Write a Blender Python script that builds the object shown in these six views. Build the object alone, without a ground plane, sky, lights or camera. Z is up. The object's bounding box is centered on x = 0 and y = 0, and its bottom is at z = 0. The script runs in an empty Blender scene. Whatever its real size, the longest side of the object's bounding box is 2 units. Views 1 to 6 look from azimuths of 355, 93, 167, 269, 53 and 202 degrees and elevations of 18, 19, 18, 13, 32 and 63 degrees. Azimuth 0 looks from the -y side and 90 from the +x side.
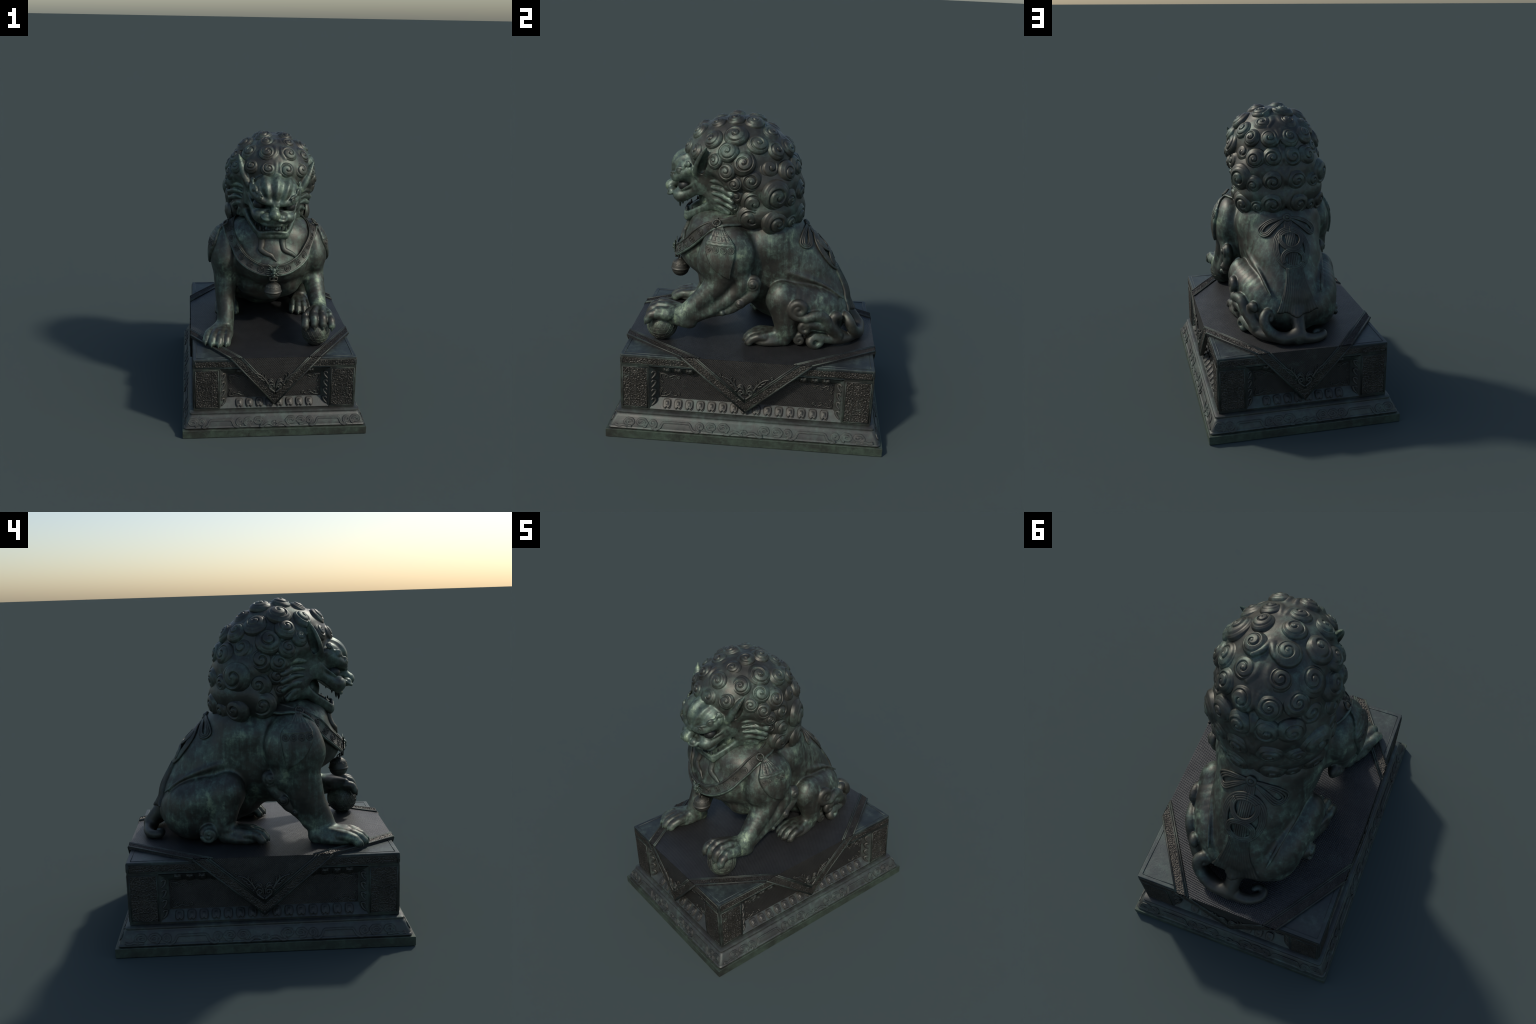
"""Bronze guardian lion on a draped plinth, built procedurally.
The lion's flesh is a smooth implicit body (ellipsoids and tapered cords blended together,
polygonised on a grid and split into anatomical parts); hair curls, harness, ornaments and
the plinth are separate meshes laid onto it."""
import math
import bpy
import bmesh
import numpy as np
from mathutils import Vector, Matrix
from mathutils.bvhtree import BVHTree

V3 = lambda p: np.asarray(p, np.float64)
rng = np.random.default_rng(7)
COL = bpy.context.scene.collection


# ------------------------------------------------------------------ implicit modelling
def euler(rx, ry, rz):
    a, b, c = (math.radians(v) for v in (rx, ry, rz))
    X = np.array([[1, 0, 0], [0, math.cos(a), -math.sin(a)], [0, math.sin(a), math.cos(a)]])
    Y = np.array([[math.cos(b), 0, math.sin(b)], [0, 1, 0], [-math.sin(b), 0, math.cos(b)]])
    Zm = np.array([[math.cos(c), -math.sin(c), 0], [math.sin(c), math.cos(c), 0], [0, 0, 1]])
    return Zm @ Y @ X


def spline(pts, per=6):
    """Catmull-Rom through control rows (any number of columns)."""
    P = np.asarray(pts, np.float64)
    if len(P) < 3:
        t = np.linspace(0, 1, per + 1)[:, None]
        return P[0] + (P[-1] - P[0]) * t
    Q = np.vstack([2 * P[0] - P[1], P, 2 * P[-1] - P[-2]])
    out = []
    for i in range(1, len(Q) - 2):
        a, b, c, d = Q[i - 1:i + 3]
        for t in np.arange(per) / per:
            out.append(0.5 * (2 * b + (c - a) * t + (2 * a - 5 * b + 4 * c - d) * t * t + (3 * b - a - 3 * c + d) * t ** 3))
    out.append(P[-1])
    return np.array(out)


class Ellipsoid:
    def __init__(s, c, r, rot=(0, 0, 0)):
        s.c, s.r, s.R = V3(c), V3(r), euler(*rot)
        e = np.sqrt(((s.R * s.r) ** 2).sum(1))
        s.lo, s.hi = s.c - e, s.c + e

    def __call__(s, X, Y, Z):
        x, y, z = X - s.c[0], Y - s.c[1], Z - s.c[2]
        q0 = q1 = 0
        for i in range(3):
            v = (s.R[0, i] * x + s.R[1, i] * y + s.R[2, i] * z) / s.r[i]
            v = v * v
            q0 = q0 + v
            q1 = q1 + v / (s.r[i] ** 2)
        k0, k1 = np.sqrt(q0), np.sqrt(q1) + 1e-6
        return k0 * (k0 - 1.0) / k1


class Cord:
    """Tapered tube along a spline of (x, y, z, radius); squash=(axis, factor) fattens it along one axis."""
    def __init__(s, pts, per=4, squash=None, smooth=True):
        P = spline(pts, per) if smooth else np.asarray(pts, float)
        s.squash = squash
        s.lo, s.hi = (P[:, :3] - P[:, 3:]).min(0), (P[:, :3] + P[:, 3:]).max(0)
        s.M = np.eye(3)
        if squash:
            ax = V3(squash[0]) / np.linalg.norm(squash[0])
            s.M = np.eye(3) + (1 / squash[1] - 1) * np.outer(ax, ax)
            grow = (P[:, 3].max() * max(squash[1] - 1, 0)) * np.abs(ax)
            s.lo, s.hi = s.lo - grow, s.hi + grow
        s.P = P.copy()
        s.P[:, :3] = P[:, :3] @ s.M.T

    def __call__(s, X, Y, Z):
        M = s.M
        x, y, z = (M[i, 0] * X + M[i, 1] * Y + M[i, 2] * Z for i in range(3)) if s.squash else (X, Y, Z)
        best = None
        for a, b in zip(s.P[:-1], s.P[1:]):
            d = b - a
            L = max(d[:3] @ d[:3], 1e-12)
            px, py, pz = x - a[0], y - a[1], z - a[2]
            t = np.clip((px * d[0] + py * d[1] + pz * d[2]) / L, 0, 1)
            q = np.sqrt((px - t * d[0]) ** 2 + (py - t * d[1]) ** 2 + (pz - t * d[2]) ** 2) - (a[3] + t * d[3])
            best = q if best is None else np.minimum(best, q)
        return best


class Box:
    def __init__(s, c, half, r, rot=(0, 0, 0)):
        s.c, s.h, s.r, s.R = V3(c), V3(half) - r, r, euler(*rot)
        e = np.abs(s.R) @ V3(half)
        s.lo, s.hi = s.c - e, s.c + e

    def __call__(s, X, Y, Z):
        x, y, z = X - s.c[0], Y - s.c[1], Z - s.c[2]
        q = [np.abs(s.R[0, i] * x + s.R[1, i] * y + s.R[2, i] * z) - s.h[i] for i in range(3)]
        out = np.sqrt(sum(np.maximum(v, 0) ** 2 for v in q))
        return out + np.minimum(np.maximum(q[0], np.maximum(q[1], q[2])), 0) - s.r


class Mirror:
    def __init__(s, f):
        s.f = f
        s.lo, s.hi = f.lo * [-1, 1, 1], f.hi * [-1, 1, 1]
        s.lo[0], s.hi[0] = -f.hi[0], -f.lo[0]

    def __call__(s, X, Y, Z):
        return s.f(-X, Y, Z)


class Field:
    def __init__(s, lo, hi, h, warp=None):
        s.lo, s.h, s.warp = V3(lo), h, warp
        s.n = np.ceil((V3(hi) - s.lo) / h).astype(int) + 1
        s.D = np.full(s.n, 0.25, np.float32)
        s.L = np.zeros(s.n, np.int8)

    def block(s, lo, hi, pad):
        if s.warp:
            pad = pad + 0.045
        a = np.clip(np.floor((lo - pad - s.lo) / s.h).astype(int), 0, s.n)
        b = np.clip(np.ceil((hi + pad - s.lo) / s.h).astype(int) + 1, 0, s.n)
        sl = tuple(slice(i, j) for i, j in zip(a, b))
        ax = [(s.lo[i] + s.h * np.arange(a[i], b[i])).astype(np.float32) for i in range(3)]
        X, Y, Z = ax[0][:, None, None], ax[1][None, :, None], ax[2][None, None, :]
        if s.warp:
            X, Y, Z = s.warp(X, Y, Z)
        return sl, X, Y, Z

    def add(s, f, label=1, k=0.02, both=None):
        """Smooth union; both = label of the mirrored copy."""
        sl, X, Y, Z = s.block(f.lo, f.hi, k + 0.05)
        d, D = f(X, Y, Z), s.D[sl]
        if not d.size:
            return
        s.L[sl] = np.where(d < D, label, s.L[sl])
        g = np.maximum(k - np.abs(d - D), 0) / k
        s.D[sl] = np.minimum(d, D) - g * g * k * 0.25
        if both is not None:
            s.add(Mirror(f), both, k)

    def cut(s, f, k=0.01, both=False):
        sl, X, Y, Z = s.block(f.lo, f.hi, k + 0.02)
        d, D = -f(X, Y, Z), s.D[sl]
        g = np.maximum(k - np.abs(d - D), 0) / k
        s.D[sl] = np.maximum(d, D) + g * g * k * 0.25
        if both:
            s.cut(Mirror(f), k)

    def push(s, f, lo, hi):
        sl, X, Y, Z = s.block(V3(lo), V3(hi), 0.0)
        s.D[sl] -= f(X, Y, Z).astype(np.float32)

    def mesh(s):
        """Surface nets: one vertex per boundary cell, one quad per crossing edge."""
        D, n = s.D, s.n
        S = D < 0
        cnt = np.zeros(n - 1, np.int8)
        C = [(i, j, k) for i in (0, 1) for j in (0, 1) for k in (0, 1)]
        for i, j, k in C:
            cnt += S[i:n[0] - 1 + i, j:n[1] - 1 + j, k:n[2] - 1 + k]
        act = (cnt > 0) & (cnt < 8)
        A = np.argwhere(act)
        idx = np.full(n - 1, -1, np.int64)
        idx[tuple(A.T)] = np.arange(len(A))
        pos, w = np.zeros((len(A), 3)), np.zeros(len(A))
        val = {c: D[A[:, 0] + c[0], A[:, 1] + c[1], A[:, 2] + c[2]] for c in C}
        for c in C:
            for ax in range(3):
                if c[ax]:
                    continue
                e = tuple(1 if i == ax else v for i, v in enumerate(c))
                a, b = val[c], val[e]
                m = (a < 0) != (b < 0)
                t = a[m] / (a[m] - b[m])
                p = np.tile(np.array(c, float), (m.sum(), 1))
                p[:, ax] += t
                pos[m] += p
                w[m] += 1
        verts = s.lo + s.h * (A + pos / w[:, None])
        lab = s.L[tuple((A + np.rint(pos / w[:, None]).astype(int)).T)]
        quads = []
        for ax in range(3):
            u, v = (ax + 1) % 3, (ax + 2) % 3
            sl0 = [slice(1, n[i] - 1) for i in range(3)]
            sl0[ax] = slice(0, n[ax] - 1)
            sl1 = list(sl0)
            sl1[ax] = slice(1, n[ax])
            s0, s1 = S[tuple(sl0)], S[tuple(sl1)]
            for flip, m in ((False, s0 & ~s1), (True, ~s0 & s1)):
                E = np.argwhere(m) + np.array([0 if i == ax else 1 for i in range(3)])
                q = []
                for du, dv in ((0, 0), (-1, 0), (-1, -1), (0, -1)):
                    o = E.copy()
                    o[:, u] += du
                    o[:, v] += dv
                    q.append(idx[tuple(o.T)])
                q = np.stack(q, 1)
                quads.append(q[:, ::-1] if flip else q)
        F = np.vstack(quads)
        F = F[(F >= 0).all(1)]
        return verts, F, lab


def relax(verts, F, steps=1, lam=0.5):
    e = np.vstack([F[:, [i, (i + 1) % 4]] for i in range(4)])
    n = np.bincount(e[:, 0], minlength=len(verts)) + np.bincount(e[:, 1], minlength=len(verts))
    for _ in range(steps):
        acc = np.zeros_like(verts)
        for i in range(3):
            acc[:, i] = np.bincount(e[:, 0], verts[e[:, 1], i], len(verts)) + np.bincount(e[:, 1], verts[e[:, 0], i], len(verts))
        verts = verts + lam * (acc / np.maximum(n, 1)[:, None] - verts)
    return verts


def vertex_normals(verts, F):
    N = np.cross(verts[F[:, 2]] - verts[F[:, 0]], verts[F[:, 3]] - verts[F[:, 1]])
    out = np.zeros_like(verts)
    for j in range(4):
        for i in range(3):
            out[:, i] += np.bincount(F[:, j], N[:, i], len(verts))
    return out / (np.linalg.norm(out, axis=1)[:, None] + 1e-12)


# ------------------------------------------------------------------ mesh helpers
def make_mesh(name, verts, faces, smooth=True):
    me = bpy.data.meshes.new(name)
    verts = np.asarray(verts, np.float32)
    if isinstance(faces, np.ndarray):
        k = faces.shape[1]
        me.vertices.add(len(verts))
        me.vertices.foreach_set("co", verts.ravel())
        me.loops.add(faces.size)
        me.loops.foreach_set("vertex_index", faces.astype(np.int32).ravel())
        me.polygons.add(len(faces))
        me.polygons.foreach_set("loop_start", np.arange(0, faces.size, k, dtype=np.int32))
        me.update(calc_edges=True)
    else:
        me.from_pydata(verts.tolist(), [], faces)
    me.polygons.foreach_set("use_smooth", np.full(len(me.polygons), smooth))
    me.update()
    return me


def make_object(name, me, parent, mat, matrix=None):
    o = bpy.data.objects.new(name, me)
    COL.objects.link(o)
    o.parent = parent
    if mat and not len(me.materials):
        me.materials.append(mat)
    if matrix is not None:
        o.matrix_local = matrix
    return o


def sweep(P, R, N=None, ring=10, flat=1.0, closed=False, cap=True, lift=0.0):
    """Tube along points P with radii R; N are 'up' hints per point, flat scales the height along N."""
    P = np.asarray(P, float)
    m = len(P)
    R = np.broadcast_to(np.asarray(R, float), (m,))
    T = np.gradient(P, axis=0) if not closed else np.roll(P, -1, 0) - np.roll(P, 1, 0)
    T /= np.linalg.norm(T, axis=1)[:, None] + 1e-12
    if N is None:
        N = np.tile([0.0, 0, 1], (m, 1))
        ref = np.cross(T[0], [0, 0, 1.0])
        n = np.cross(ref, T[0]) if np.linalg.norm(ref) > .2 else np.array([1.0, 0, 0])
        for i in range(m):
            n = n - T[i] * (n @ T[i])
            n /= np.linalg.norm(n)
            N[i] = n
    N = np.broadcast_to(np.asarray(N, float), (m, 3))
    B = np.cross(T, N)
    B /= np.linalg.norm(B, axis=1)[:, None] + 1e-12
    U = np.cross(B, T)
    a = np.arange(ring) * 2 * math.pi / ring
    verts = (P[:, None] + R[:, None, None] * (np.cos(a)[None, :, None] * B[:, None] + flat * np.sin(a)[None, :, None] * U[:, None])) + lift * U[:, None]
    verts = verts.reshape(-1, 3)
    faces = []
    for i in range(m if closed else m - 1):
        j = (i + 1) % m
        for k in range(ring):
            l = (k + 1) % ring
            faces.append((i * ring + k, i * ring + l, j * ring + l, j * ring + k))
    if cap and not closed:
        faces.append(tuple(range(ring))[::-1])
        faces.append(tuple((m - 1) * ring + k for k in range(ring)))
    return verts, faces


def merge(parts):
    vs, fs, n = [], [], 0
    for v, f in parts:
        vs.append(np.asarray(v, float))
        fs += [tuple(int(i) + n for i in q) for q in f]
        n += len(v)
    return np.vstack(vs), fs


def lathe(profile, ring=40):
    P = np.asarray(profile, float)
    a = np.arange(ring) * 2 * math.pi / ring
    v = np.stack([P[:, None, 0] * np.cos(a), P[:, None, 0] * np.sin(a), np.repeat(P[:, 1:2], ring, 1)], -1).reshape(-1, 3)
    f = [(i * ring + k, i * ring + (k + 1) % ring, (i + 1) * ring + (k + 1) % ring, (i + 1) * ring + k) for i in range(len(P) - 1) for k in range(ring)]
    return v, f


def box(c, half):
    c, h = V3(c), V3(half)
    v = [c + h * [i, j, k] for i in (-1, 1) for j in (-1, 1) for k in (-1, 1)]
    return np.array(v), [(0, 1, 3, 2), (4, 6, 7, 5), (0, 4, 5, 1), (2, 3, 7, 6), (0, 2, 6, 4), (1, 5, 7, 3)]


def add_bevel(o, w, seg=2):
    m = o.modifiers.new("bevel", "BEVEL")
    m.width, m.segments, m.limit_method, m.angle_limit = w, seg, "ANGLE", math.radians(35)
    m.harden_normals = False
    return o


# ------------------------------------------------------------------ materials
class Nodes:
    def __init__(s, name):
        s.mat = bpy.data.materials.new(name)
        s.mat.use_nodes = True
        s.t = s.mat.node_tree
        s.bsdf = s.t.nodes["Principled BSDF"]

    def new(s, kind, **kw):
        n = s.t.nodes.new(kind)
        for k, v in kw.items():
            setattr(n, k, v)
        return n

    def put(s, socket, v):
        if isinstance(v, bpy.types.NodeSocket):
            s.t.links.new(v, socket)
        else:
            socket.default_value = v

    def math(s, op, a, b=0.0, clamp=False):
        n = s.new("ShaderNodeMath", operation=op, use_clamp=clamp)
        s.put(n.inputs[0], a)
        s.put(n.inputs[1], b)
        return n.outputs[0]

    def position(s):
        return s.new("ShaderNodeNewGeometry").outputs["Position"]

    def scaled(s, vec, scale, rot=(0, 0, 0), loc=(0, 0, 0)):
        n = s.new("ShaderNodeMapping")
        s.put(n.inputs["Vector"], vec)
        n.inputs["Scale"].default_value, n.inputs["Rotation"].default_value, n.inputs["Location"].default_value = scale, rot, loc
        return n.outputs[0]

    def noise(s, vec, scale, detail=3, rough=0.55, dist=0.0):
        n = s.new("ShaderNodeTexNoise")
        s.put(n.inputs["Vector"], vec)
        n.inputs["Scale"].default_value, n.inputs["Detail"].default_value = scale, detail
        n.inputs["Roughness"].default_value, n.inputs["Distortion"].default_value = rough, dist
        return n.outputs["Fac"]

    def ramp(s, v, lo, hi):
        n = s.new("ShaderNodeMapRange", interpolation_type="SMOOTHSTEP")
        s.put(n.inputs[0], v)
        n.inputs[1].default_value, n.inputs[2].default_value = lo, hi
        return n.outputs[0]

    def mix(s, f, a, b):
        n = s.new("ShaderNodeMix", data_type="RGBA")
        s.put(n.inputs["Factor"], f)
        for k, v in ((6, a), (7, b)):
            s.put(n.inputs[k], (*v, 1) if isinstance(v, tuple) else v)
        return n.outputs[2]

    def bump(s, height, dist, strength=1.0, normal=None):
        n = s.new("ShaderNodeBump")
        n.inputs["Strength"].default_value, n.inputs["Distance"].default_value = strength, dist
        s.put(n.inputs["Height"], height)
        if normal is not None:
            s.put(n.inputs["Normal"], normal)
        return n.outputs[0]


BROWN, UMBER, JADE, PALE = (.082, .078, .064), (.056, .055, .046), (.102, .150, .115), (.24, .30, .19)


def bronze(name, patina=0.5, streak=0.35, brown=BROWN, dark=UMBER, jade=JADE, rough=0.46, metal=0.72, grain=0.0012, pale=0.0, weave=None, tint=1.0):
    """Brown bronze with verdigris in clouds, vertical runs and fine speckle."""
    g = Nodes(name)
    p = g.position()
    big = g.noise(p, 5.5, 3, .55, .4)
    mid = g.noise(p, 24.0, 7, .72, .3)
    fine = g.noise(p, 90.0, 4, .7)
    run = g.noise(g.scaled(p, (30, 30, 2.6)), 1.0, 4, .6, .3)
    m = g.math("ADD", g.math("MULTIPLY", big, .50), g.math("MULTIPLY", mid, .36))
    m = g.math("ADD", m, g.math("MULTIPLY", run, streak * .45))
    m = g.math("ADD", m, g.math("MULTIPLY", fine, .14))
    mean = .25 + .18 + .07 + streak * .225
    edge = mean + .075 - .15 * patina
    green = g.ramp(m, edge - .09, edge + .15)
    base = g.mix(g.ramp(g.noise(p, 9.0, 4, .6), .36, .66), dark, brown)
    vary = g.mix(g.ramp(mid, .35, .7), tuple(c * .75 for c in jade), tuple(c * 1.22 for c in jade))
    col = g.mix(g.math("MULTIPLY", green, .84), base, vary)
    if pale:
        spot = g.math("MULTIPLY", g.ramp(g.math("ADD", big, g.math("MULTIPLY", run, .5)), .86 - .12 * pale, 1.0), g.ramp(mid, .42, .62))
        col = g.mix(spot, col, PALE)
    if tint != 1.0:
        col = g.mix(1.0 - tint, col, (.0, .0, .0))
    g.put(g.bsdf.inputs["Base Color"], col)
    g.put(g.bsdf.inputs["Metallic"], g.math("SUBTRACT", metal, g.math("MULTIPLY", green, metal * .45)))
    g.put(g.bsdf.inputs["Roughness"], g.math("ADD", rough - .06, g.math("ADD", g.math("MULTIPLY", mid, .12), g.math("MULTIPLY", green, .06))))
    n = g.bump(g.math("ADD", mid, g.math("MULTIPLY", fine, .35)), grain)
    if weave:
        step, deep, basis = weave
        sep = g.new("ShaderNodeSeparateXYZ")
        g.put(sep.inputs[0], p)
        u, v = (sep.outputs["XYZ".index(c.upper())] for c in basis)
        acc = []
        for op in ("ADD", "SUBTRACT"):
            w = g.math("SINE", g.math("MULTIPLY", g.math(op, u, v), math.pi / step / 1.0))
            acc.append(g.math("ABSOLUTE", w))
        n = g.bump(g.math("MAXIMUM", *acc), deep, 1.0, n)
    g.put(g.bsdf.inputs["Normal"], n)
    return g.mat


M_BODY = bronze("patinated_bronze", .55, .8, pale=.5)
M_FACE = bronze("polished_face_bronze", .95, .55, rough=.40, pale=.6)
M_MANE = bronze("mane_bronze", .36, .15)
M_CURL = bronze("curl_bronze", .44, .1)
M_HARNESS = bronze("harness_bronze", .22, .1, rough=.52)
M_TUFT = bronze("tuft_bronze", .22, .1, rough=.5)
M_CLAW = bronze("claw_bronze", .75, .1, rough=.40)
M_EYE = bronze("eye_bronze", .1, .0, brown=(.045, .046, .040), dark=(.034, .035, .032), jade=(.05, .07, .055))
M_DARK = bronze("mouth_bronze", .1, .0, brown=(.03, .03, .03), dark=(.015, .015, .016))
M_BALL = bronze("ball_bronze", .55, .1, jade=(.13, .17, .12))
M_SLAB = bronze("green_slab_bronze", .9, .0, jade=(.062, .090, .062), brown=(.06, .066, .052), rough=.55)
M_SKIRT = bronze("skirting_bronze", .5, .2, brown=(.080, .078, .070), dark=(.066, .066, .060), jade=(.078, .105, .086), rough=.52)
M_BLOCK = bronze("frame_bronze", .45, .2, brown=(.050, .050, .043), dark=(.038, .038, .033), jade=(.052, .072, .055), rough=.52)
M_RELIEF = bronze("relief_bronze", -.2, .0, brown=(.066, .060, .050), dark=(.048, .044, .037), jade=(.06, .075, .06), rough=.48)
M_TOP = bronze("corner_bronze", .5, .0, brown=(.058, .066, .064), dark=(.05, .058, .058), jade=(.07, .095, .08), rough=.50)
M_CLOTH = bronze("woven_cloth_bronze", -.6, .0, brown=(.056, .056, .055), dark=(.044, .044, .044), rough=.47, weave=(.014, .0028, "xy"))
M_DRAPE_X = bronze("woven_drape_bronze", -.5, .0, brown=(.06, .056, .05), dark=(.045, .042, .038), rough=.50, weave=(.012, .0020, "yz"))
M_DRAPE_Y = bronze("woven_drape_end_bronze", -.5, .0, brown=(.06, .056, .05), dark=(.045, .042, .038), rough=.50, weave=(.012, .0020, "xz"))
M_PETAL = bronze("petal_bronze", .15, .0, brown=(.074, .070, .060), dark=(.058, .056, .048), jade=(.07, .085, .07), rough=.50)

statue = bpy.data.objects.new("guardian_lion_statue", None)
COL.objects.link(statue)
statue["label"] = "dark green bronze guardian lion, paw on ball, draped plinth"
statue["category"] = "statue"


# ------------------------------------------------------------------ body
FLOOR = 0.562          # top of the cloth
TORSO, FORE_R, FORE_L, HIND_R, HIND_L, TAIL, TUFT_R, TUFT_L = range(1, 9)
CLAWS = []             # (tip position, direction, size)

body = Field((-.56, -.73, .545), (.50, .80, 1.45), .0052)

# trunk, rump to chest
body.add(Ellipsoid((0, .37, .785), (.235, .252, .25)), TORSO, .05)
body.add(Ellipsoid((0, .375, .70), (.22, .25, .16)), TORSO, .05)
body.add(Ellipsoid((0, .205, 1.005), (.250, .36, .275), (-38, 0, 0)), TORSO, .06)
body.add(Ellipsoid((0, .07, 1.16), (.275, .31, .265), (-36, 0, 0)), TORSO, .06)
body.add(Ellipsoid((0, .125, .85), (.18, .185, .205)), TORSO, .06)
body.add(Ellipsoid((0, -.090, .890), (.225, .240, .150)), TORSO, .04)
body.add(Ellipsoid((.125, -.175, .930), (.12, .195, .13)), TORSO, .04, both=TORSO)
body.add(Ellipsoid((.225, -.23, 1.04), (.085, .11, .13)), TORSO, .04, both=TORSO)
body.add(Ellipsoid((.155, .03, 1.20), (.140, .20, .13)), TORSO, .05, both=TORSO)
body.add(Ellipsoid((0, .12, 1.275), (.25, .17, .12)), TORSO, .04)
body.add(Ellipsoid((.135, .02, 1.04), (.145, .21, .21)), TORSO, .05, both=TORSO)
body.add(Ellipsoid((0, -.18, 1.075), (.250, .215, .170)), TORSO, .04)
body.add(Ellipsoid((0, -.228, 1.095), (.25, .290, .180)), TORSO, .04)
body.add(Ellipsoid((0, -.215, 1.20), (.24, .270, .13)), TORSO, .04)
body.add(Ellipsoid((.130, -.265, 1.125), (.15, .205, .165), (0, 0, 0)), TORSO, .05, both=TORSO)
body.add(Ellipsoid((.150, -.20, 1.265), (.165, .215, .125)), TORSO, .05, both=TORSO)
body.add(Ellipsoid((0, -.14, 1.26), (.26, .31, .15), (-14, 0, 0)), TORSO, .06)
# flank folds above the thighs
body.add(Cord([(.17, .58, .86, .006), (.205, .46, .95, .008), (.235, .32, 1.01, .007), (.245, .22, 1.04, .004)]), TORSO, .035, both=TORSO)

# shoulders
for side, lab, y0, z0 in ((1, FORE_L, -.15, 1.165), (-1, FORE_R, -.19, 1.165)):
    sh = Ellipsoid((side * (.322 if side > 0 else .330), y0 - .012, z0 - .005), (.100, .172, .185), (8, side * -7, 0))
    body.add(sh, lab, .035)
    body.add(Ellipsoid((side * .318, y0 - .080, z0 - .055), (.092, .125, .13)), lab, .03)
    body.add(Ellipsoid((side * .265, y0 + .05, z0 - .08), (.075, .13, .16)), lab, .04)

# planted foreleg (the lion's right)
body.add(Cord([(-.318, -.22, 1.06, .094), (-.322, -.258, .94, .081), (-.322, -.288, .83, .072), (-.320, -.345, .72, .062), (-.325, -.375, .64, .060)], squash=((0, 1, .2), 1.42)), FORE_R, .03)
# raised foreleg (the lion's left)
body.add(Cord([(.318, -.17, 1.04, .088), (.328, -.240, .935, .078), (.338, -.328, .845, .066), (.348, -.415, .765, .057), (.345, -.47, .745, .056)], squash=((0, .75, .66), 1.40)), FORE_L, .03)
body.add(Ellipsoid((.35, -.425, .715), (.056, .085, .048), (-22, 0, 0)), FORE_L, .03)
body.add(Ellipsoid((.325, -.06, 1.0), (.07, .06, .08)), FORE_L, .03)
body.add(Ellipsoid((-.325, -.13, .975), (.07, .06, .09)), FORE_R, .03)


def paw(label, heel, fwd, scale, width, tall):
    """Planted paw: pad, four knuckled toes, tendons, claws."""
    f = V3((fwd[0], fwd[1], 0))
    f /= np.linalg.norm(f)
    l = np.array([-f[1], f[0], 0])
    at = lambda a, b, c: V3(heel) + scale * (f * a + np.array([0, 0, c * tall])) + l * (b * width)
    yaw = math.degrees(math.atan2(f[1], f[0])) + 90
    body.add(Cord([(*at(.015, 0, .05), .050 * scale), (*at(.09, .0, .055), .056 * scale), (*at(.16, 0, .05), .050 * scale)], squash=(tuple(l), 1.15)), label, .03)
    body.add(Ellipsoid(at(.15, 0, .040), (width * 1.05, .13 * scale, .042 * scale * tall), (0, 0, yaw)), label, .02)
    body.add(Ellipsoid(at(.12, 0, .062), (width * .82, .10 * scale, .045 * scale * tall), (-14, 0, yaw)), label, .025)
    for j in (-1.5, -.5, .5, 1.5):
        b = j / 1.5 * .78
        reach = .012 if abs(j) < 1 else -.012
        body.add(Cord([(*at(.03, b * .40, .100), .010 * scale), (*at(.11, b * .68, .098), .015 * scale), (*at(.185 + reach, b * .95, .088), .020 * scale)]), label, .020)
        body.add(Cord([(*at(.17 + reach, b * .93, .070), .027 * scale), (*at(.215 + reach, b * 1.02, .076), .0300 * scale), (*at(.258 + reach, b * 1.07, .056), .0285 * scale), (*at(.280 + reach, b * 1.09, .034), .0275 * scale)]), label, .007)
        body.add(Ellipsoid(at(.262 + reach, b * 1.07, .062), (.0235 * scale,) * 3), label, .006)
        CLAWS.append((at(.300 + reach, b * 1.10, .034), f * .5 + np.array([0, 0, -.9]), .026 * scale))


paw(FORE_R, (-.325, -.318, FLOOR - .006), (-.27, -1, 0), 1.02, .086, .84)
paw(HIND_R, (-.285, .232, FLOOR - .006), (-.05, -1, 0), .88, .082, 1.06)
paw(HIND_L, (.292, .232, FLOOR - .006), (-.05, -1, 0), .88, .080, 1.04)

# paw curled over the ball
for j in (-1.5, -.5, .5, 1.5):
    b, r = j * .057, (.0305 if abs(j) < 1 else .0285)
    top = .006 if abs(j) < 1 else -.012
    X = .310 + b
    body.add(Cord([(.345 + b * .35, -.455, .780, .014), (.328 + b * .75, -.53, .800 + top, .017), (X, -.59, .797 + top, .021)]), FORE_L, .020)
    body.add(Cord([(.330 + b * .7, -.52, .760, .034), (X, -.580, .774 + top, r), (X + b * .05, -.626, .768 + top, r), (X + b * .08, -.646, .738 + top * .6, r - .004)]), FORE_L, .009)
    body.add(Ellipsoid((X + b * .08, -.650, .728 + top * .5), (.027, .023, .028)), FORE_L, .006)
    CLAWS.append(((X + b * .08, -.661, .714 + top * .5), (0, -.25, -1), .026))
body.add(Ellipsoid((.322, -.53, .757), (.088, .105, .046), (8, 0, 12)), FORE_L, .03)

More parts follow.
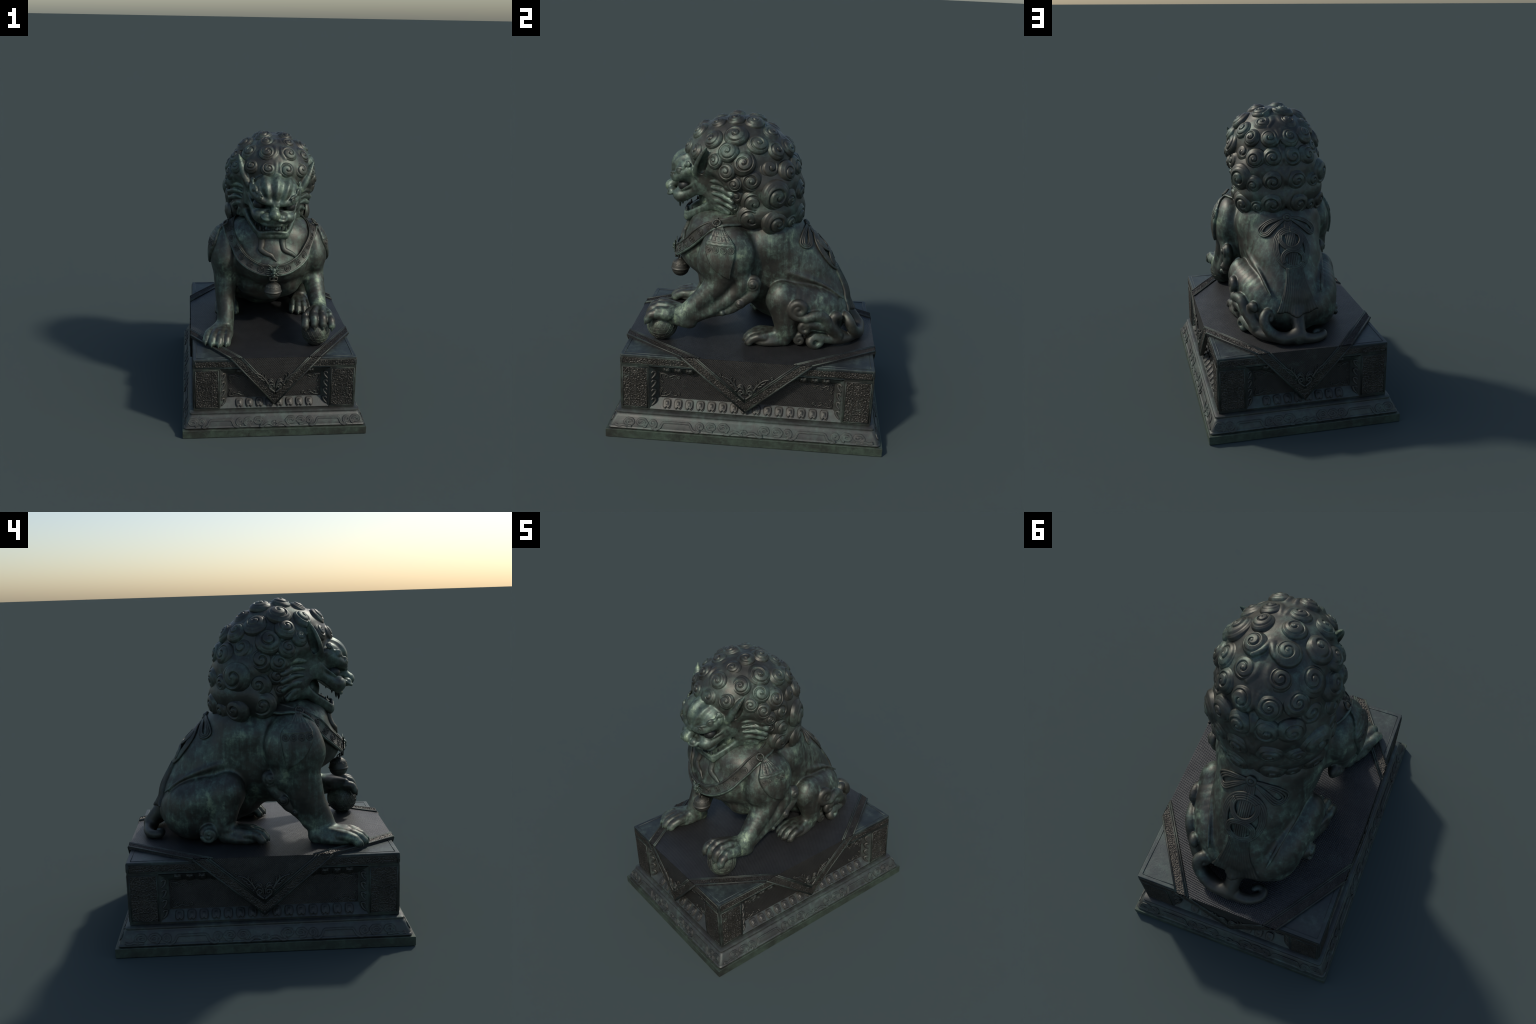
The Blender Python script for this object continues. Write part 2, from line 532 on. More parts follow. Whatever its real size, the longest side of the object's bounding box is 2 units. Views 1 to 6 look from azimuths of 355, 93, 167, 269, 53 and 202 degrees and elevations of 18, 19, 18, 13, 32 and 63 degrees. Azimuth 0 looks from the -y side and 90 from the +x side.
# hind legs: thigh, knee, shank
for side, lab, kx in ((1, HIND_L, .288), (-1, HIND_R, .268)):
    body.add(Cord([(side * .105, .49, .735, .132), (side * .172, .41, .785, .145), (side * (kx - .052), .29, .838, .126), (side * (kx - .008), .19, .880, .092)], squash=((0, .35, 1), 1.04)), lab, .016)
    body.add(Ellipsoid((side * kx, .185, .885), (.078, .090, .108), (0, side * 10, 0)), lab, .03)
    body.add(Cord([(side * (kx + .004), .185, .86, .078), (side * (kx + .012), .210, .76, .070), (side * (kx + .012), .228, .67, .060)], squash=((0, 1, 0), 1.15)), lab, .035)
body.add(Ellipsoid((-.200, .40, .69), (.10, .17, .125)), HIND_R, .05)
body.add(Ellipsoid((.205, .40, .69), (.10, .17, .12)), HIND_L, .05)


def spiral(c, r0, r1, turns, a0, plane, w0, w1, n=26, lift=0.0, sign=1):
    """Rows (x, y, z, radius) of a flat spiral winding inwards; plane = two unit axes + normal."""
    e1, e2, e3 = (V3(v) for v in plane)
    rows = []
    for i in range(n):
        t = i / (n - 1)
        a, r = math.radians(a0) + sign * t * turns * 2 * math.pi, r0 + (r1 - r0) * t ** .85
        p = V3(c) + r * (math.cos(a) * e1 + math.sin(a) * e2) + e3 * lift * t
        rows.append((*p, w0 + (w1 - w0) * t))
    return rows


# tail: stem, curl to the right, tall curl and flame locks on the left hip
Yz = ((0, 1, 0), (0, 0, 1), (1, 0, 0))
def tail_cord(pts, k=.012, squash=None, per=4, smooth=True):
    body.add(Cord(pts, per, squash, smooth), TAIL, k)

tail_cord([(.0, .60, .74, .045), (.005, .655, .68, .042), (.01, .695, .625, .042), (.02, .70, .60, .045)], .03)
tail_cord([(.03, .69, .615, .045), (-.04, .705, .597, .034), (-.10, .70, .59, .030), (-.155, .67, .59, .027), (-.165, .63, .592, .024), (-.13, .615, .594, .021), (-.112, .635, .597, .018)], .015)
tail_cord([(.02, .695, .62, .045), (.09, .70, .605, .041), (.16, .685, .62, .037), (.212, .655, .665, .034), (.228, .63, .72, .033), (.205, .605, .752, .031), (.178, .60, .735, .027), (.185, .615, .708, .022), (.20, .63, .71, .015)], .012)
tail_cord([(.09, .69, .60, .035), (.19, .64, .602, .034), (.255, .575, .61, .034), (.290, .49, .625, .034), (.312, .43, .635, .034), (.322, .395, .61, .033), (.318, .41, .585, .028)], .012)
tail_cord([(.312, .405, .645, .032), (.332, .385, .612, .031), (.326, .412, .586, .027), (.318, .448, .60, .023), (.318, .450, .625, .018)], .008)
tail_cord([(.22, .60, .62, .032), (.262, .545, .67, .033), (.282, .515, .73, .033), (.285, .525, .775, .031), (.278, .55, .782, .026), (.272, .56, .765, .02)], .010)
tail_cord([(.27, .56, .64, .034), (.315, .495, .72, .036), (.335, .455, .785, .036), (.352, .405, .80, .033), (.368, .35, .785, .030)], .012)
tail_cord(spiral((.362, .300, .845), .060, .012, 1.5, -60, Yz, .030, .022, lift=.012, sign=-1), .008, smooth=False)
tail_cord([(.325, .46, .72, .030), (.345, .41, .735, .029), (.362, .365, .745, .028)], .012)
tail_cord(spiral((.360, .345, .715), .036, .012, 1.2, 60, Yz, .022, .015, 18, .006), .008, smooth=False)
tail_cord([(.258, .31, .60, .04), (.268, .32, .607, .045)], .012)
tail_cord(spiral((.310, .315, .612), .034, .008, 1.3, 90, Yz, .018, .012, 18, .008), .007, smooth=False)

body.cut(Ellipsoid((.352, .420, .612), (.030, .017, .017)), .008)
# roundel by the right heel
body.add(Ellipsoid((-.305, .315, .628), (.045, .058, .058)), HIND_R, .01)
body.add(Cord(spiral((-.340, .315, .628), .044, .008, 1.7, 200, ((0, -1, 0), (0, 0, 1), (-1, 0, 0)), .014, .011, 26, .008), smooth=False), HIND_R, .006)

body.add(Cord([(.335, -.055, .97, .055), (.338, -.135, .885, .052), (.342, -.235, .810, .048), (.350, -.34, .750, .042)]), FORE_L, .03)
body.add(Cord([(-.318, -.17, .95, .05), (-.318, -.225, .80, .045), (-.32, -.285, .68, .04)]), FORE_R, .03)
# elbow tufts: cord with three scrolls behind each foreleg
def tuft(lab, side, P):
    body.add(Cord([(*P[0], .036), (*P[1], .041), (*P[2], .036), (*P[3], .031), (*P[4], .023), (*P[5], .009)], squash=((1, 0, 0), .8)), lab, .008)
    pl = ((0, side, 0), (0, 0, 1), (side, 0, 0))
    for q, r, w in ((P[0], .036, .02), (P[2], .026, .016), (P[4], .014, .010)):
        c = V3(q) + V3((side * .022, 0, 0))
        body.add(Ellipsoid(V3(q) + V3((side * .004, 0, 0)), (w * 1.6, r + w * .8, r + w * .8)), lab, .008)
        body.add(Cord(spiral(c, r, .004, 1.6, 250, pl, w * .70, w * .62, 24, w * 1.0), smooth=False), lab, .005)

tuft(TUFT_L, 1, [(.352, .005, .997), (.352, .005, .93), (.352, -.073, .858), (.352, -.12, .815), (.352, -.181, .785), (.352, -.34, .735)])
tuft(TUFT_R, -1, [(-.325, -.062, .960), (-.325, -.085, .895), (-.325, -.137, .83), (-.325, -.165, .785), (-.325, -.205, .748), (-.325, -.30, .63)])

bv, bf, bl = body.mesh()
bv = relax(bv, bf, 1, .35)
bn = vertex_normals(bv, bf)


def split_parts(verts, F, lab, normals, names, parent):
    """One smooth surface cut into named parts that share border vertices and normals."""
    fl = np.sort(lab[F], 1)[:, 1]
    objs = {}
    for key, (name, mat) in names.items():
        q = F[fl == key]
        if not len(q):
            continue
        used, inv = np.unique(q, return_inverse=True)
        me = make_mesh(name, verts[used], inv.reshape(q.shape))
        me.normals_split_custom_set_from_vertices(normals[used].tolist())
        objs[key] = make_object(name, me, parent, mat)
    return objs


parts = split_parts(bv, bf, bl, bn, {TORSO: ("torso", M_BODY), FORE_R: ("forelimb", M_BODY), FORE_L: ("forelimb", M_BODY),
                    HIND_R: ("hindlimb", M_BODY), HIND_L: ("hindlimb", M_BODY), TAIL: ("tail", M_TUFT), TUFT_R: ("elbow_tuft", M_TUFT), TUFT_L: ("elbow_tuft", M_TUFT)}, statue)
BODY_TREE = BVHTree.FromPolygons([tuple(v) for v in bv.tolist()], bf.tolist())

# claws
me_claw = make_mesh("claw", *lathe([(.0, .9), (.12, .8), (.30, .45), (.42, .1), (.46, -.25), (.34, -.55), (.0, -.7)], 12))
for p, d, size in CLAWS:
    q = Vector(d).to_track_quat("Z", "Y")
    make_object("claw", me_claw, statue, M_CLAW, Matrix.LocRotScale(Vector(p), q, Vector((size,) * 3)))


# ------------------------------------------------------------------ head and mane
HEAD, JAW, MANE, EAR_R, EAR_L = range(1, 6)
PIVOT = 1.56


def lean(Y, Z):
    """The head is tilted to its left: 5 degrees at the face, less at the nape and none at the jaw."""
    a = 3.0 + 2.3 * np.clip((-Y - .05) / .25, 0, 1)
    return np.radians(a * np.clip((Z - 1.33) / .14, 0, 1))


def to_head(X, Y, Z):
    a = lean(Y, Z)
    c, s = np.cos(a), np.sin(a)
    return (X * c - (Z - PIVOT) * s).astype(np.float32), (Y + 0 * X + 0 * Z).astype(np.float32), (X * s + (Z - PIVOT) * c + PIVOT).astype(np.float32)


def from_head(p):
    x, y, z = p
    a = float(lean(np.float64(y), np.float64(z)))
    return np.array([x * math.cos(a) + (z - PIVOT) * math.sin(a), y, -x * math.sin(a) + (z - PIVOT) * math.cos(a) + PIVOT])


# hair curls of one half of the mane: centre and radius; each has a twin across the parting
CURLS = [
    (.067, -.473, 1.800, .050), (.182, -.408, 1.800, .050), (.078, -.402, 1.903, .053),
    (.078, -.285, 1.965, .051), (.194, -.302, 1.885, .064), (.084, -.172, 1.998, .056), (.211, -.150, 1.920, .069),
    (.275, -.188, 1.827, .064), (.277, -.274, 1.767, .048), (.088, -.042, 1.988, .061), (.226, .000, 1.872, .066),
    (.310, -.083, 1.763, .074), (.312, -.191, 1.706, .054), (.095, .075, 1.925, .060), (.190, .115, 1.825, .060),
    (.268, .098, 1.735, .070), (.322, -.029, 1.646, .070), (.322, -.138, 1.625, .051), (.190, .200, 1.687, .068),
    (.262, .115, 1.548, .085), (.308, -.123, 1.541, .044), (.312, -.005, 1.498, .073), (.206, .210, 1.512, .062),
    (.265, -.141, 1.461, .040), (.225, -.180, 1.410, .035), (.305, -.028, 1.388, .072), (.255, .130, 1.365, .080),
    (.175, .215, 1.355, .062), (.074, .188, 1.825, .060), (.073, .254, 1.696, .067), (.080, .258, 1.533, .070),
    (.086, .265, 1.380, .072)]

head = Field((-.40, -.65, 1.22), (.40, .34, 2.03), .0044, to_head)
# mane mass
MANE_FORM = [Ellipsoid((0, -.135, 1.655), (.298, .312, .323)), Ellipsoid((0, .020, 1.58), (.30, .245, .20)), Ellipsoid((0, -.008, 1.740), (.240, .196, .172)), Ellipsoid((0, .042, 1.440), (.302, .243, .165)), Ellipsoid((0, -.27, 1.76), (.22, .183, .170))]
for e in MANE_FORM:
    head.add(e, MANE, .05)


def seat_of(x, y, z):
    """Foot point and outward direction of a curl on the mane mass (untilted head frame)."""
    ctr = V3((0, -.08, 1.58 + (z - 1.58) * (.75 if z < 1.58 else .1)))
    d = V3((x, y, z)) - ctr
    ts = np.linspace(.6, 1.3, 141)
    inside = [t for t in ts if min(float(e(*(ctr + d * t))) for e in MANE_FORM) < .006]
    return ctr + d * (max(inside) if inside else 1.0), d / np.linalg.norm(d)


head.add(Ellipsoid((.215, -.02, 1.40), (.088, .105, .085)), MANE, .03, both=MANE)
SEATS = [(*seat_of(x, y, z), r) for x, y, z, r in CURLS]
for seat, n, r in SEATS:
    # cushion under the curl; along the parting, the lock that sweeps into it from the crown
    head.add(Ellipsoid(seat - n * .80 * r, (r * .86,) * 3), MANE, .03, both=MANE)
    up = V3((0, -.16, 1.99)) - seat
    if abs(seat[0]) < .12 and np.linalg.norm(up) > .10:
        up -= n * (n @ up)
        up /= np.linalg.norm(up)
        inn = np.cross(up, n)
        inn = inn if inn[0] < 0 else -inn
        rows = [(.70, -.60, .22, .12), (.98, .1, .26, .10), (.84, .75, .24, .16), (.62, 1.25, .14, .40)]
        head.add(Cord([(*(seat + (inn * a + up * c) * r - n * q * r), w * r) for a, c, w, q in rows], 3), MANE, .012, both=MANE)

# hollow between cheek and mane
head.cut(Ellipsoid((.290, -.365, 1.545), (.105, .175, .155)), .02, both=True)
# skull, forehead, cheeks
head.add(Ellipsoid((0, -.29, 1.60), (.190, .165, .165)), HEAD, .02)
head.add(Ellipsoid((.142, -.335, 1.57), (.05, .085, .085)), HEAD, .04, both=HEAD)
head.add(Ellipsoid((.145, -.262, 1.50), (.05, .072, .11)), HEAD, .03, both=HEAD)
head.add(Ellipsoid((.142, -.180, 1.53), (.078, .088, .13)), HEAD, .03, both=HEAD)
# muzzle, then the eye hollows, then the beetling forehead above them
head.add(Ellipsoid((0, -.43, 1.475), (.130, .105, .070)), HEAD, .03)
head.cut(Ellipsoid((.112, -.505, 1.538), (.068, .075, .036), (0, -8, -26)), .012, both=True)
head.add(Ellipsoid((0, -.410, 1.637), (.170, .156, .125)), HEAD, .012)
head.cut(Ellipsoid((.112, -.520, 1.520), (.062, .070, .036), (0, -10, -26)), .010, both=True)
head.push(lambda X, Y, Z: .0080 * np.cos(2 * np.pi * np.abs(X) / (.072 * (Z - 1.40) / .26)) * np.clip((-Y - .40) / .06, 0, 1) * np.clip((Z - 1.57) / .04, 0, 1) * np.clip((1.79 - Z) / .03, 0, 1) * np.clip((.125 - np.abs(X)) / .03, 0, 1),
          (-.16, -.62, 1.55), (.16, -.40, 1.80))
head.add(Ellipsoid((.086, -.490, 1.472), (.060, .058, .048), (0, 0, -24)), HEAD, .022, both=HEAD)
head.add(Ellipsoid((0, -.512, 1.447), (.062, .034, .036)), HEAD, .025)
head.add(Cord([(0, -.50, 1.530, .026), (0, -.552, 1.522, .030), (0, -.576, 1.503, .034)]), HEAD, .012)
head.add(Ellipsoid((0, -.580, 1.497), (.038, .034, .033)), HEAD, .010)
head.add(Ellipsoid((.051, -.558, 1.481), (.033, .031, .027), (0, 0, -20)), HEAD, .007, both=HEAD)
head.add(Cord([(.030, -.586, 1.468, .009), (.056, -.586, 1.463, .010), (.080, -.566, 1.470, .009), (.085, -.545, 1.488, .007)]), HEAD, .005, both=HEAD)
# lower jaw
head.add(Box((0, -.392, 1.360), (.106, .092, .026), .022, (33, 0, 0)), JAW, .02)
head.add(Cord([(.088, -.452, 1.326, .020), (.122, -.395, 1.362, .023), (.150, -.325, 1.418, .028), (.168, -.265, 1.436, .030), (.205, -.205, 1.405, .015)]), JAW, .02, both=JAW)
# the open mouth runs through from cheek to cheek
head.cut(Cord([(0, -.56, 1.346, .036), (0, -.49, 1.384, .036), (0, -.44, 1.410, .044), (0, -.39, 1.446, .049), (0, -.35, 1.474, .037)], squash=((1, 0, 0), 9.0)), .010)
head.add(Ellipsoid((0, -.315, 1.45), (.135, .080, .085)), HEAD, .01)
head.add(Ellipsoid((0, -.40, 1.385), (.060, .065, .022), (28, 0, 0)), JAW, .01)
LIP_TOP = [(0, -.530, 1.416, .010), (.05, -.522, 1.416, .011), (.10, -.490, 1.434, .011), (.130, -.44, 1.468, .011), (.150, -.39, 1.508, .011), (.166, -.340, 1.522, .012), (.178, -.303, 1.497, .014)]
LIP_LOW = [(.178, -.300, 1.497, .015), (.174, -.303, 1.460, .014), (.155, -.35, 1.418, .013), (.128, -.41, 1.380, .012), (.106, -.446, 1.354, .012), (.082, -.464, 1.346, .012), (.04, -.470, 1.352, .012), (0, -.471, 1.355, .012)]
head.add(Cord([(.092, -.500, 1.464, .034), (.126, -.445, 1.496, .029), (.148, -.390, 1.533, .024), (.164, -.335, 1.543, .020), (.178, -.298, 1.510, .018)]), HEAD, .020, both=HEAD)
head.add(Cord(LIP_TOP), HEAD, .010, both=HEAD)
head.add(Cord(LIP_LOW), JAW, .012, both=JAW)
head.add(Ellipsoid((.176, -.294, 1.470), (.014, .02, .02)), JAW, .01, both=JAW)
# lids, brow ridge and its scrolls
head.add(Cord([(.040, -.512, 1.523, .008), (.080, -.512, 1.512, .010), (.124, -.486, 1.518, .010), (.154, -.438, 1.548, .010), (.166, -.395, 1.585, .010)]), HEAD, .012, both=HEAD)
head.add(Cord([(.012, -.550, 1.570, .014), (.055, -.548, 1.574, .018), (.105, -.528, 1.590, .026), (.142, -.482, 1.618, .026), (.162, -.425, 1.665, .016)]), HEAD, .030, both=HEAD)
head.add(Ellipsoid((.014, -.560, 1.560), (.011, .012, .011)), HEAD, .006, both=HEAD)
BROW_SCROLLS = [((.112, -.549, 1.604), .022, (.62, -.78, .05)), ((.153, -.500, 1.648), .018, (.80, -.58, .15)), ((.166, -.440, 1.698), .018, (.86, -.48, .2))]
for c, r, n in BROW_SCROLLS:
    n = V3(n) / np.linalg.norm(n)
    e1 = np.cross(n, (0, 0, 1.0))
    e1 /= np.linalg.norm(e1)
    e2 = np.cross(e1, n)
    head.add(Cord(spiral(V3(c) - n * .002, r, .003, 1.5, 40, (e1, e2, n), .0068, .0060, 22, .006), smooth=False), HEAD, .004, both=HEAD)
head.add(Cord([(.112, -.545, 1.628, .007), (.134, -.518, 1.634, .008), (.146, -.502, 1.668, .008), (.160, -.468, 1.668, .008), (.162, -.455, 1.694, .008)]), HEAD, .006, both=HEAD)
# jowl locks
for (x1, y1, z1), (x2, y2, z2), r in (((.200, -.300, 1.655), (.292, -.185, 1.655), .016), ((.206, -.292, 1.612), (.300, -.160, 1.600), .017), ((.208, -.284, 1.572), (.300, -.150, 1.550), .017),
                                      ((.208, -.278, 1.532), (.290, -.148, 1.505), .017), ((.202, -.272, 1.492), (.262, -.152, 1.455), .016), ((.190, -.272, 1.455), (.224, -.178, 1.405), .017)):
    head.add(Cord([(x1, y1, z1, r * .4), (x1 * .66 + x2 * .34 + .005, y1 * .50 + y2 * .50, (z1 + z2) / 2 + .012, r), (x2 - .010, y2, z2, r)]), HEAD, .006, both=HEAD)
# ears
head.add(Cord([(.172, -.372, 1.650, .042), (.200, -.352, 1.705, .049), (.234, -.332, 1.775, .033), (.262, -.313, 1.842, .004)], squash=((.80, .55, -.2), .58)), EAR_L, .014, both=EAR_R)
head.cut(Cord([(.212, -.346, 1.682, .027), (.230, -.335, 1.715, .032), (.252, -.322, 1.775, .019), (.268, -.312, 1.82, .006)], squash=((.80, .55, -.2), .62)), .005, both=True)

hv, hf, hl = head.mesh()
hv = relax(hv, hf, 1, .35)
hn = vertex_normals(hv, hf)
head_parts = split_parts(hv, hf, hl, hn, {HEAD: ("head", M_FACE), JAW: ("lower_jaw", M_FACE), MANE: ("mane", M_MANE), EAR_R: ("ear", M_FACE), EAR_L: ("ear", M_FACE)}, statue)
mane_obj, head_obj, jaw_obj = head_parts[MANE], head_parts[HEAD], head_parts[JAW]


def curl_mesh(name, turns, hand, fat):
    """A snail of hair: domed cushion, cord winding in to a raised button, fine combed grooves."""
    nr, na = 40, 80
    v, f = [], []
    for i in range(nr + 1):
        t = i / nr                                     # 0 centre .. 1 rim (then tucked under)
        for k in range(na):
            a = 2 * math.pi * k / na
            r = t ** .9
            swell = 1.0 + .10 * math.cos(a * hand - 1.2) * t
            dome = .64 * math.sqrt(max(0.0, 1 - (r * .985) ** 2.5)) if t < 1 else -.1
            ph = turns * r ** .8 / .72 - hand * a / (2 * math.pi)
            w = abs((ph % 1.0) - .5) * 2                # 1 on the groove
            groove = max(0.0, (w - .52) / .48) ** 1.5
            inner = min(1.0, max(0.0, (.80 - r) / .10))
            h = dome + fat * inner * (.35 - groove) + .12 * max(0, 1 - r / .85)
            comb = .006 * math.sin(r * 60 + hand * a) * (1 - inner)
            if r < .14:
                h = max(h, dome + .12 + .09 * math.sqrt(1 - (r / .14) ** 2))
            v.append((r * swell * math.cos(a), r * swell * math.sin(a), h + comb - .12))
    for i in range(nr):
        for k in range(na):
            l = (k + 1) % na
            f.append((i * na + k, (i + 1) * na + k, (i + 1) * na + l, i * na + l))
    return make_mesh(name, v, f)


curl_meshes = {h: [curl_mesh("hair_curl", t, h, fat) for t, fat in ((1.5, .17), (1.7, .15), (1.3, .18))] for h in (1, -1)}
HEAD_TREE = BVHTree.FromPolygons([tuple(v) for v in hv.tolist()], hf.tolist())
for seat, d, r in SEATS:
    for hand in (1, -1):
        flip = V3((hand, 1, 1))
        p, tip = from_head(seat * flip), from_head((seat + d * .05) * flip)
        n = Vector(tip - p).normalized()
        q = n.to_track_quat("Z", "Y")
        spin = rng.uniform(-.6, .6)
        rot = q.to_matrix() @ Matrix.Rotation(hand * (.8 + spin), 3, "Z")
        s = r * rng.uniform(1.04, 1.14)
        base = Vector(p) - n * (.15 * r)
        M = Matrix.Translation(base) @ (rot @ Matrix.Diagonal((s, s * rng.uniform(.95, 1.08), r * .86))).to_4x4()
        make_object("hair_curl", curl_meshes[hand][int(rng.integers(3))], mane_obj, M_CURL, M)

# eyes
ev, ef = lathe([(0, 1.0), (.10, .995), (.13, .97), (.16, .985), (.30, .955), (.34, .925), (.38, .93), (.6, .80), (.8, .6), (.95, .3), (1, 0), (.9, -.5), (0, -1)], 32)
me_eye = make_mesh("eye", ev, ef)
for s in (1, -1):
    p = from_head((s * .104, -.468, 1.543))
    q = Vector((s * .22, -1, -.18)).to_track_quat("Z", "Y")
    make_object("eye", me_eye, head_obj, M_EYE, Matrix.LocRotScale(Vector(p), q, Vector((.044, .040, .044))))

# teeth: fangs and a row of pegs on both jaws
me_tooth = make_mesh("tooth", *lathe([(0, 1), (.18, .75), (.36, .35), (.45, 0), (.45, -.3), (0, -.3)], 10))
for s in (1, -1):
    for (x, y, z), size, down in (((.060, -.508, 1.402), .026, 1), ((.088, -.485, 1.424), .020, 1), ((.112, -.45, 1.452), .016, 1), ((.018, -.516, 1.402), .013, 1), ((.038, -.514, 1.402), .013, 1),
                                  ((.090, -.458, 1.362), .030, 0), ((.116, -.420, 1.385), .022, 0), ((.014, -.472, 1.364), .016, 0), ((.040, -.470, 1.364), .016, 0), ((.065, -.466, 1.362), .017, 0)):
        p = from_head((s * x, y, z))
        q = Vector((0, 0, -1 if down else 1)).to_track_quat("Z", "Y")
        make_object("tooth", me_tooth, head_obj if down else jaw_obj, M_DARK, Matrix.LocRotScale(Vector(p), q, Vector((size * .7, size * .7, size))))


# ------------------------------------------------------------------ plinth
HX, HY, TOP = .561, .789, .549
PROUD = .014
SIDES = [(V3((0, 1, 0)), V3((1, 0, 0)), HY, HX), (V3((0, -1, 0)), V3((-1, 0, 0)), HY, HX),
         (V3((-1, 0, 0)), V3((0, 1, 0)), HX, HY), (V3((1, 0, 0)), V3((0, -1, 0)), HX, HY)]
OPEN_Z, PANEL_Z, DEEP = (.178, .472), (.236, .418), .052


def noise2(u, v, seed):
    """Smooth gradient noise on a lattice."""
    g = np.random.default_rng(seed).uniform(-1, 1, (64, 64, 2))
    iu, iv = np.floor(u).astype(int), np.floor(v).astype(int)
    fu, fv = u - iu, v - iv
    su, sv = fu * fu * (3 - 2 * fu), fv * fv * (3 - 2 * fv)
    dot = lambda a, b: g[(iu + a) % 64, (iv + b) % 64, 0] * (fu - a) + g[(iu + a) % 64, (iv + b) % 64, 1] * (fv - b)
    return (dot(0, 0) * (1 - su) + dot(1, 0) * su) * (1 - sv) + (dot(0, 1) * (1 - su) + dot(1, 1) * su) * sv


def vines(u, v, seed, cell=.015):
    """Height 0..1 of dense scrolling tendrils: ridges along level lines of noise."""
    n = noise2(u / cell, v / cell, seed) * 2.3 + noise2(u / cell * 2.1 + 9, v / cell * 2.1, seed + 1) * .55
    w = np.abs((n * 1.6) % 1.0 - .5) * 2
    return np.clip(1.35 - w * 2.4, 0, 1) ** .8


def grid_patch(pos, nu, nv):
    """pos(U, V) for U, V in 0..1 -> vertices and quads of a sheet."""
    U, V = np.meshgrid(np.linspace(0, 1, nu + 1), np.linspace(0, 1, nv + 1), indexing="ij")
    v = pos(U, V).reshape(-1, 3)
    i = np.arange(nu)[:, None] * (nv + 1) + np.arange(nv)[None]
    q = np.stack([i, i + nv + 1, i + nv + 2, i + 1], -1).reshape(-1, 4)
    return v, q


# foot slab
plinth = make_object("plinth", make_mesh("plinth", *box((0, 0, .0285), (.638, .873, .0285)), smooth=False), statue, M_SLAB)
add_bevel(plinth, .003)

# flared skirting with a rounded lip: rounded-rectangle rings
def ring_loft(rows, name, mat, corner=.022, n=5):
    vs, m = [], 0
    for off, z in rows:
        ring = []
        for cx, cy, a0 in ((1, 1, 0), (-1, 1, 90), (-1, -1, 180), (1, -1, 270)):
            for k in range(n + 1):
                a = math.radians(a0 + 90 * k / n)
                ring.append((cx * (HX + off - corner) + corner * math.cos(a), cy * (HY + off - corner) + corner * math.sin(a), z))
        m = len(ring)
        vs += ring
    fs = [(i * m + k, i * m + (k + 1) % m, (i + 1) * m + (k + 1) % m, (i + 1) * m + k) for i in range(len(rows) - 1) for k in range(m)]
    fs.append(tuple((len(rows) - 1) * m + k for k in range(m)))
    o = make_object(name, make_mesh(name, vs, fs), plinth, mat)
    o.data.set_sharp_from_angle(angle=math.radians(40))
    return o


ring_loft([(.058, .050), (.062, .0575), (.067, .061), (.069, .067), (.066, .073), (.061, .076), (.057, .090), (.048, .108), (.038, .128), (.030, .143), (.029, .1435), (.0275, .1475), (.0265, .1480), (.028, .153), (.0265, .160), (.019, .1645), (.008, .1655), (-.01, .166)], "skirting", M_SKIRT)
S_LO, S_HI = V3((.0625, .077)), V3((.0300, .143))      # slope of the skirting face (offset, z)

# block: core, corner posts, top rail
core = make_object("block_core", make_mesh("block_core", *box((0, 0, .352), (HX - DEEP, HY - DEEP, .19)), smooth=False), plinth, M_DRAPE_X)
for sx in (1, -1):
    for sy in (1, -1):
        p = make_object("post", make_mesh("post", *box((sx * .4695, sy * .698, .340), (.0915, .091, .174)), smooth=False), plinth, M_BLOCK)
        add_bevel(p, .003)
rail = make_object("rail", make_mesh("rail", *box((0, 0, (.473 + TOP) / 2), (HX - .0008, HY - .0008, (TOP - .473) / 2)), smooth=False), plinth, M_TOP)
add_bevel(rail, .004)
sill = make_object("sill", make_mesh("sill", *box((0, 0, .1705), (HX - .003, HY - .003, .0085)), smooth=False), plinth, M_BLOCK)

# raised outline on the plain corners of the top
for sx in (1, -1):
    for sy in (1, -1):
        a = [(sx * .30, sy * (HY - .024), TOP), (sx * (HX - .024), sy * (HY - .024), TOP), (sx * (HX - .024), sy * .40, TOP)]
        for q0, q1 in zip(a[:-1], a[1:]):
            make_object("bead", make_mesh("bead", *sweep(np.linspace(q0, q1, 3), .0028, ring=8, N=(0, 0, 1))), plinth, M_TOP)

# lotus petal shared mesh: rounded shield with a notch at the foot and a rosette boss
def petal_outline(n=40):
    pts = []
    for i in range(n):
        a = 2 * math.pi * i / n
        c, s = math.cos(a), math.sin(a)
        x = .5 * math.copysign(abs(c) ** .62, c)
        y = .56 * math.copysign(abs(s) ** .62, s)
        if s < 0:
            y += .20 * math.exp(-(x / .13) ** 2)
            x *= 1 - .10 * abs(s)
        pts.append((x, y))
    return np.array(pts)


def petal_mesh():
    out, vs, fs, n = petal_outline(), [], [], 40
    rows = [(1.16, .00), (1.16, .06), (1.08, .09), (1.03, .06), (1.00, .06), (.99, .16), (.93, .235), (.84, .25), (.55, .215), (.42, .25), (.30, .29), (.12, .30)]
    for sc, h in rows:
        ctr = np.array([0, .03])
        vs += [(*(ctr + (p - ctr) * sc), h) for p in out]
    for i in range(len(rows) - 1):
        fs += [(i * n + k, i * n + (k + 1) % n, (i + 1) * n + (k + 1) % n, (i + 1) * n + k) for k in range(n)]
    fs.append(tuple((len(rows) - 1) * n + k for k in range(n)))
    return make_mesh("lotus_petal", vs, fs)


me_petal = petal_mesh()
flat_scroll = lambda c, r0, r1, turns, a0, sign, n=22: [(c[0] + (r0 + (r1 - r0) * i / (n - 1)) * math.cos(math.radians(a0) + sign * turns * 2 * math.pi * i / (n - 1)),
                                                        c[1] + (r0 + (r1 - r0) * i / (n - 1)) * math.sin(math.radians(a0) + sign * turns * 2 * math.pi * i / (n - 1))) for i in range(n)]


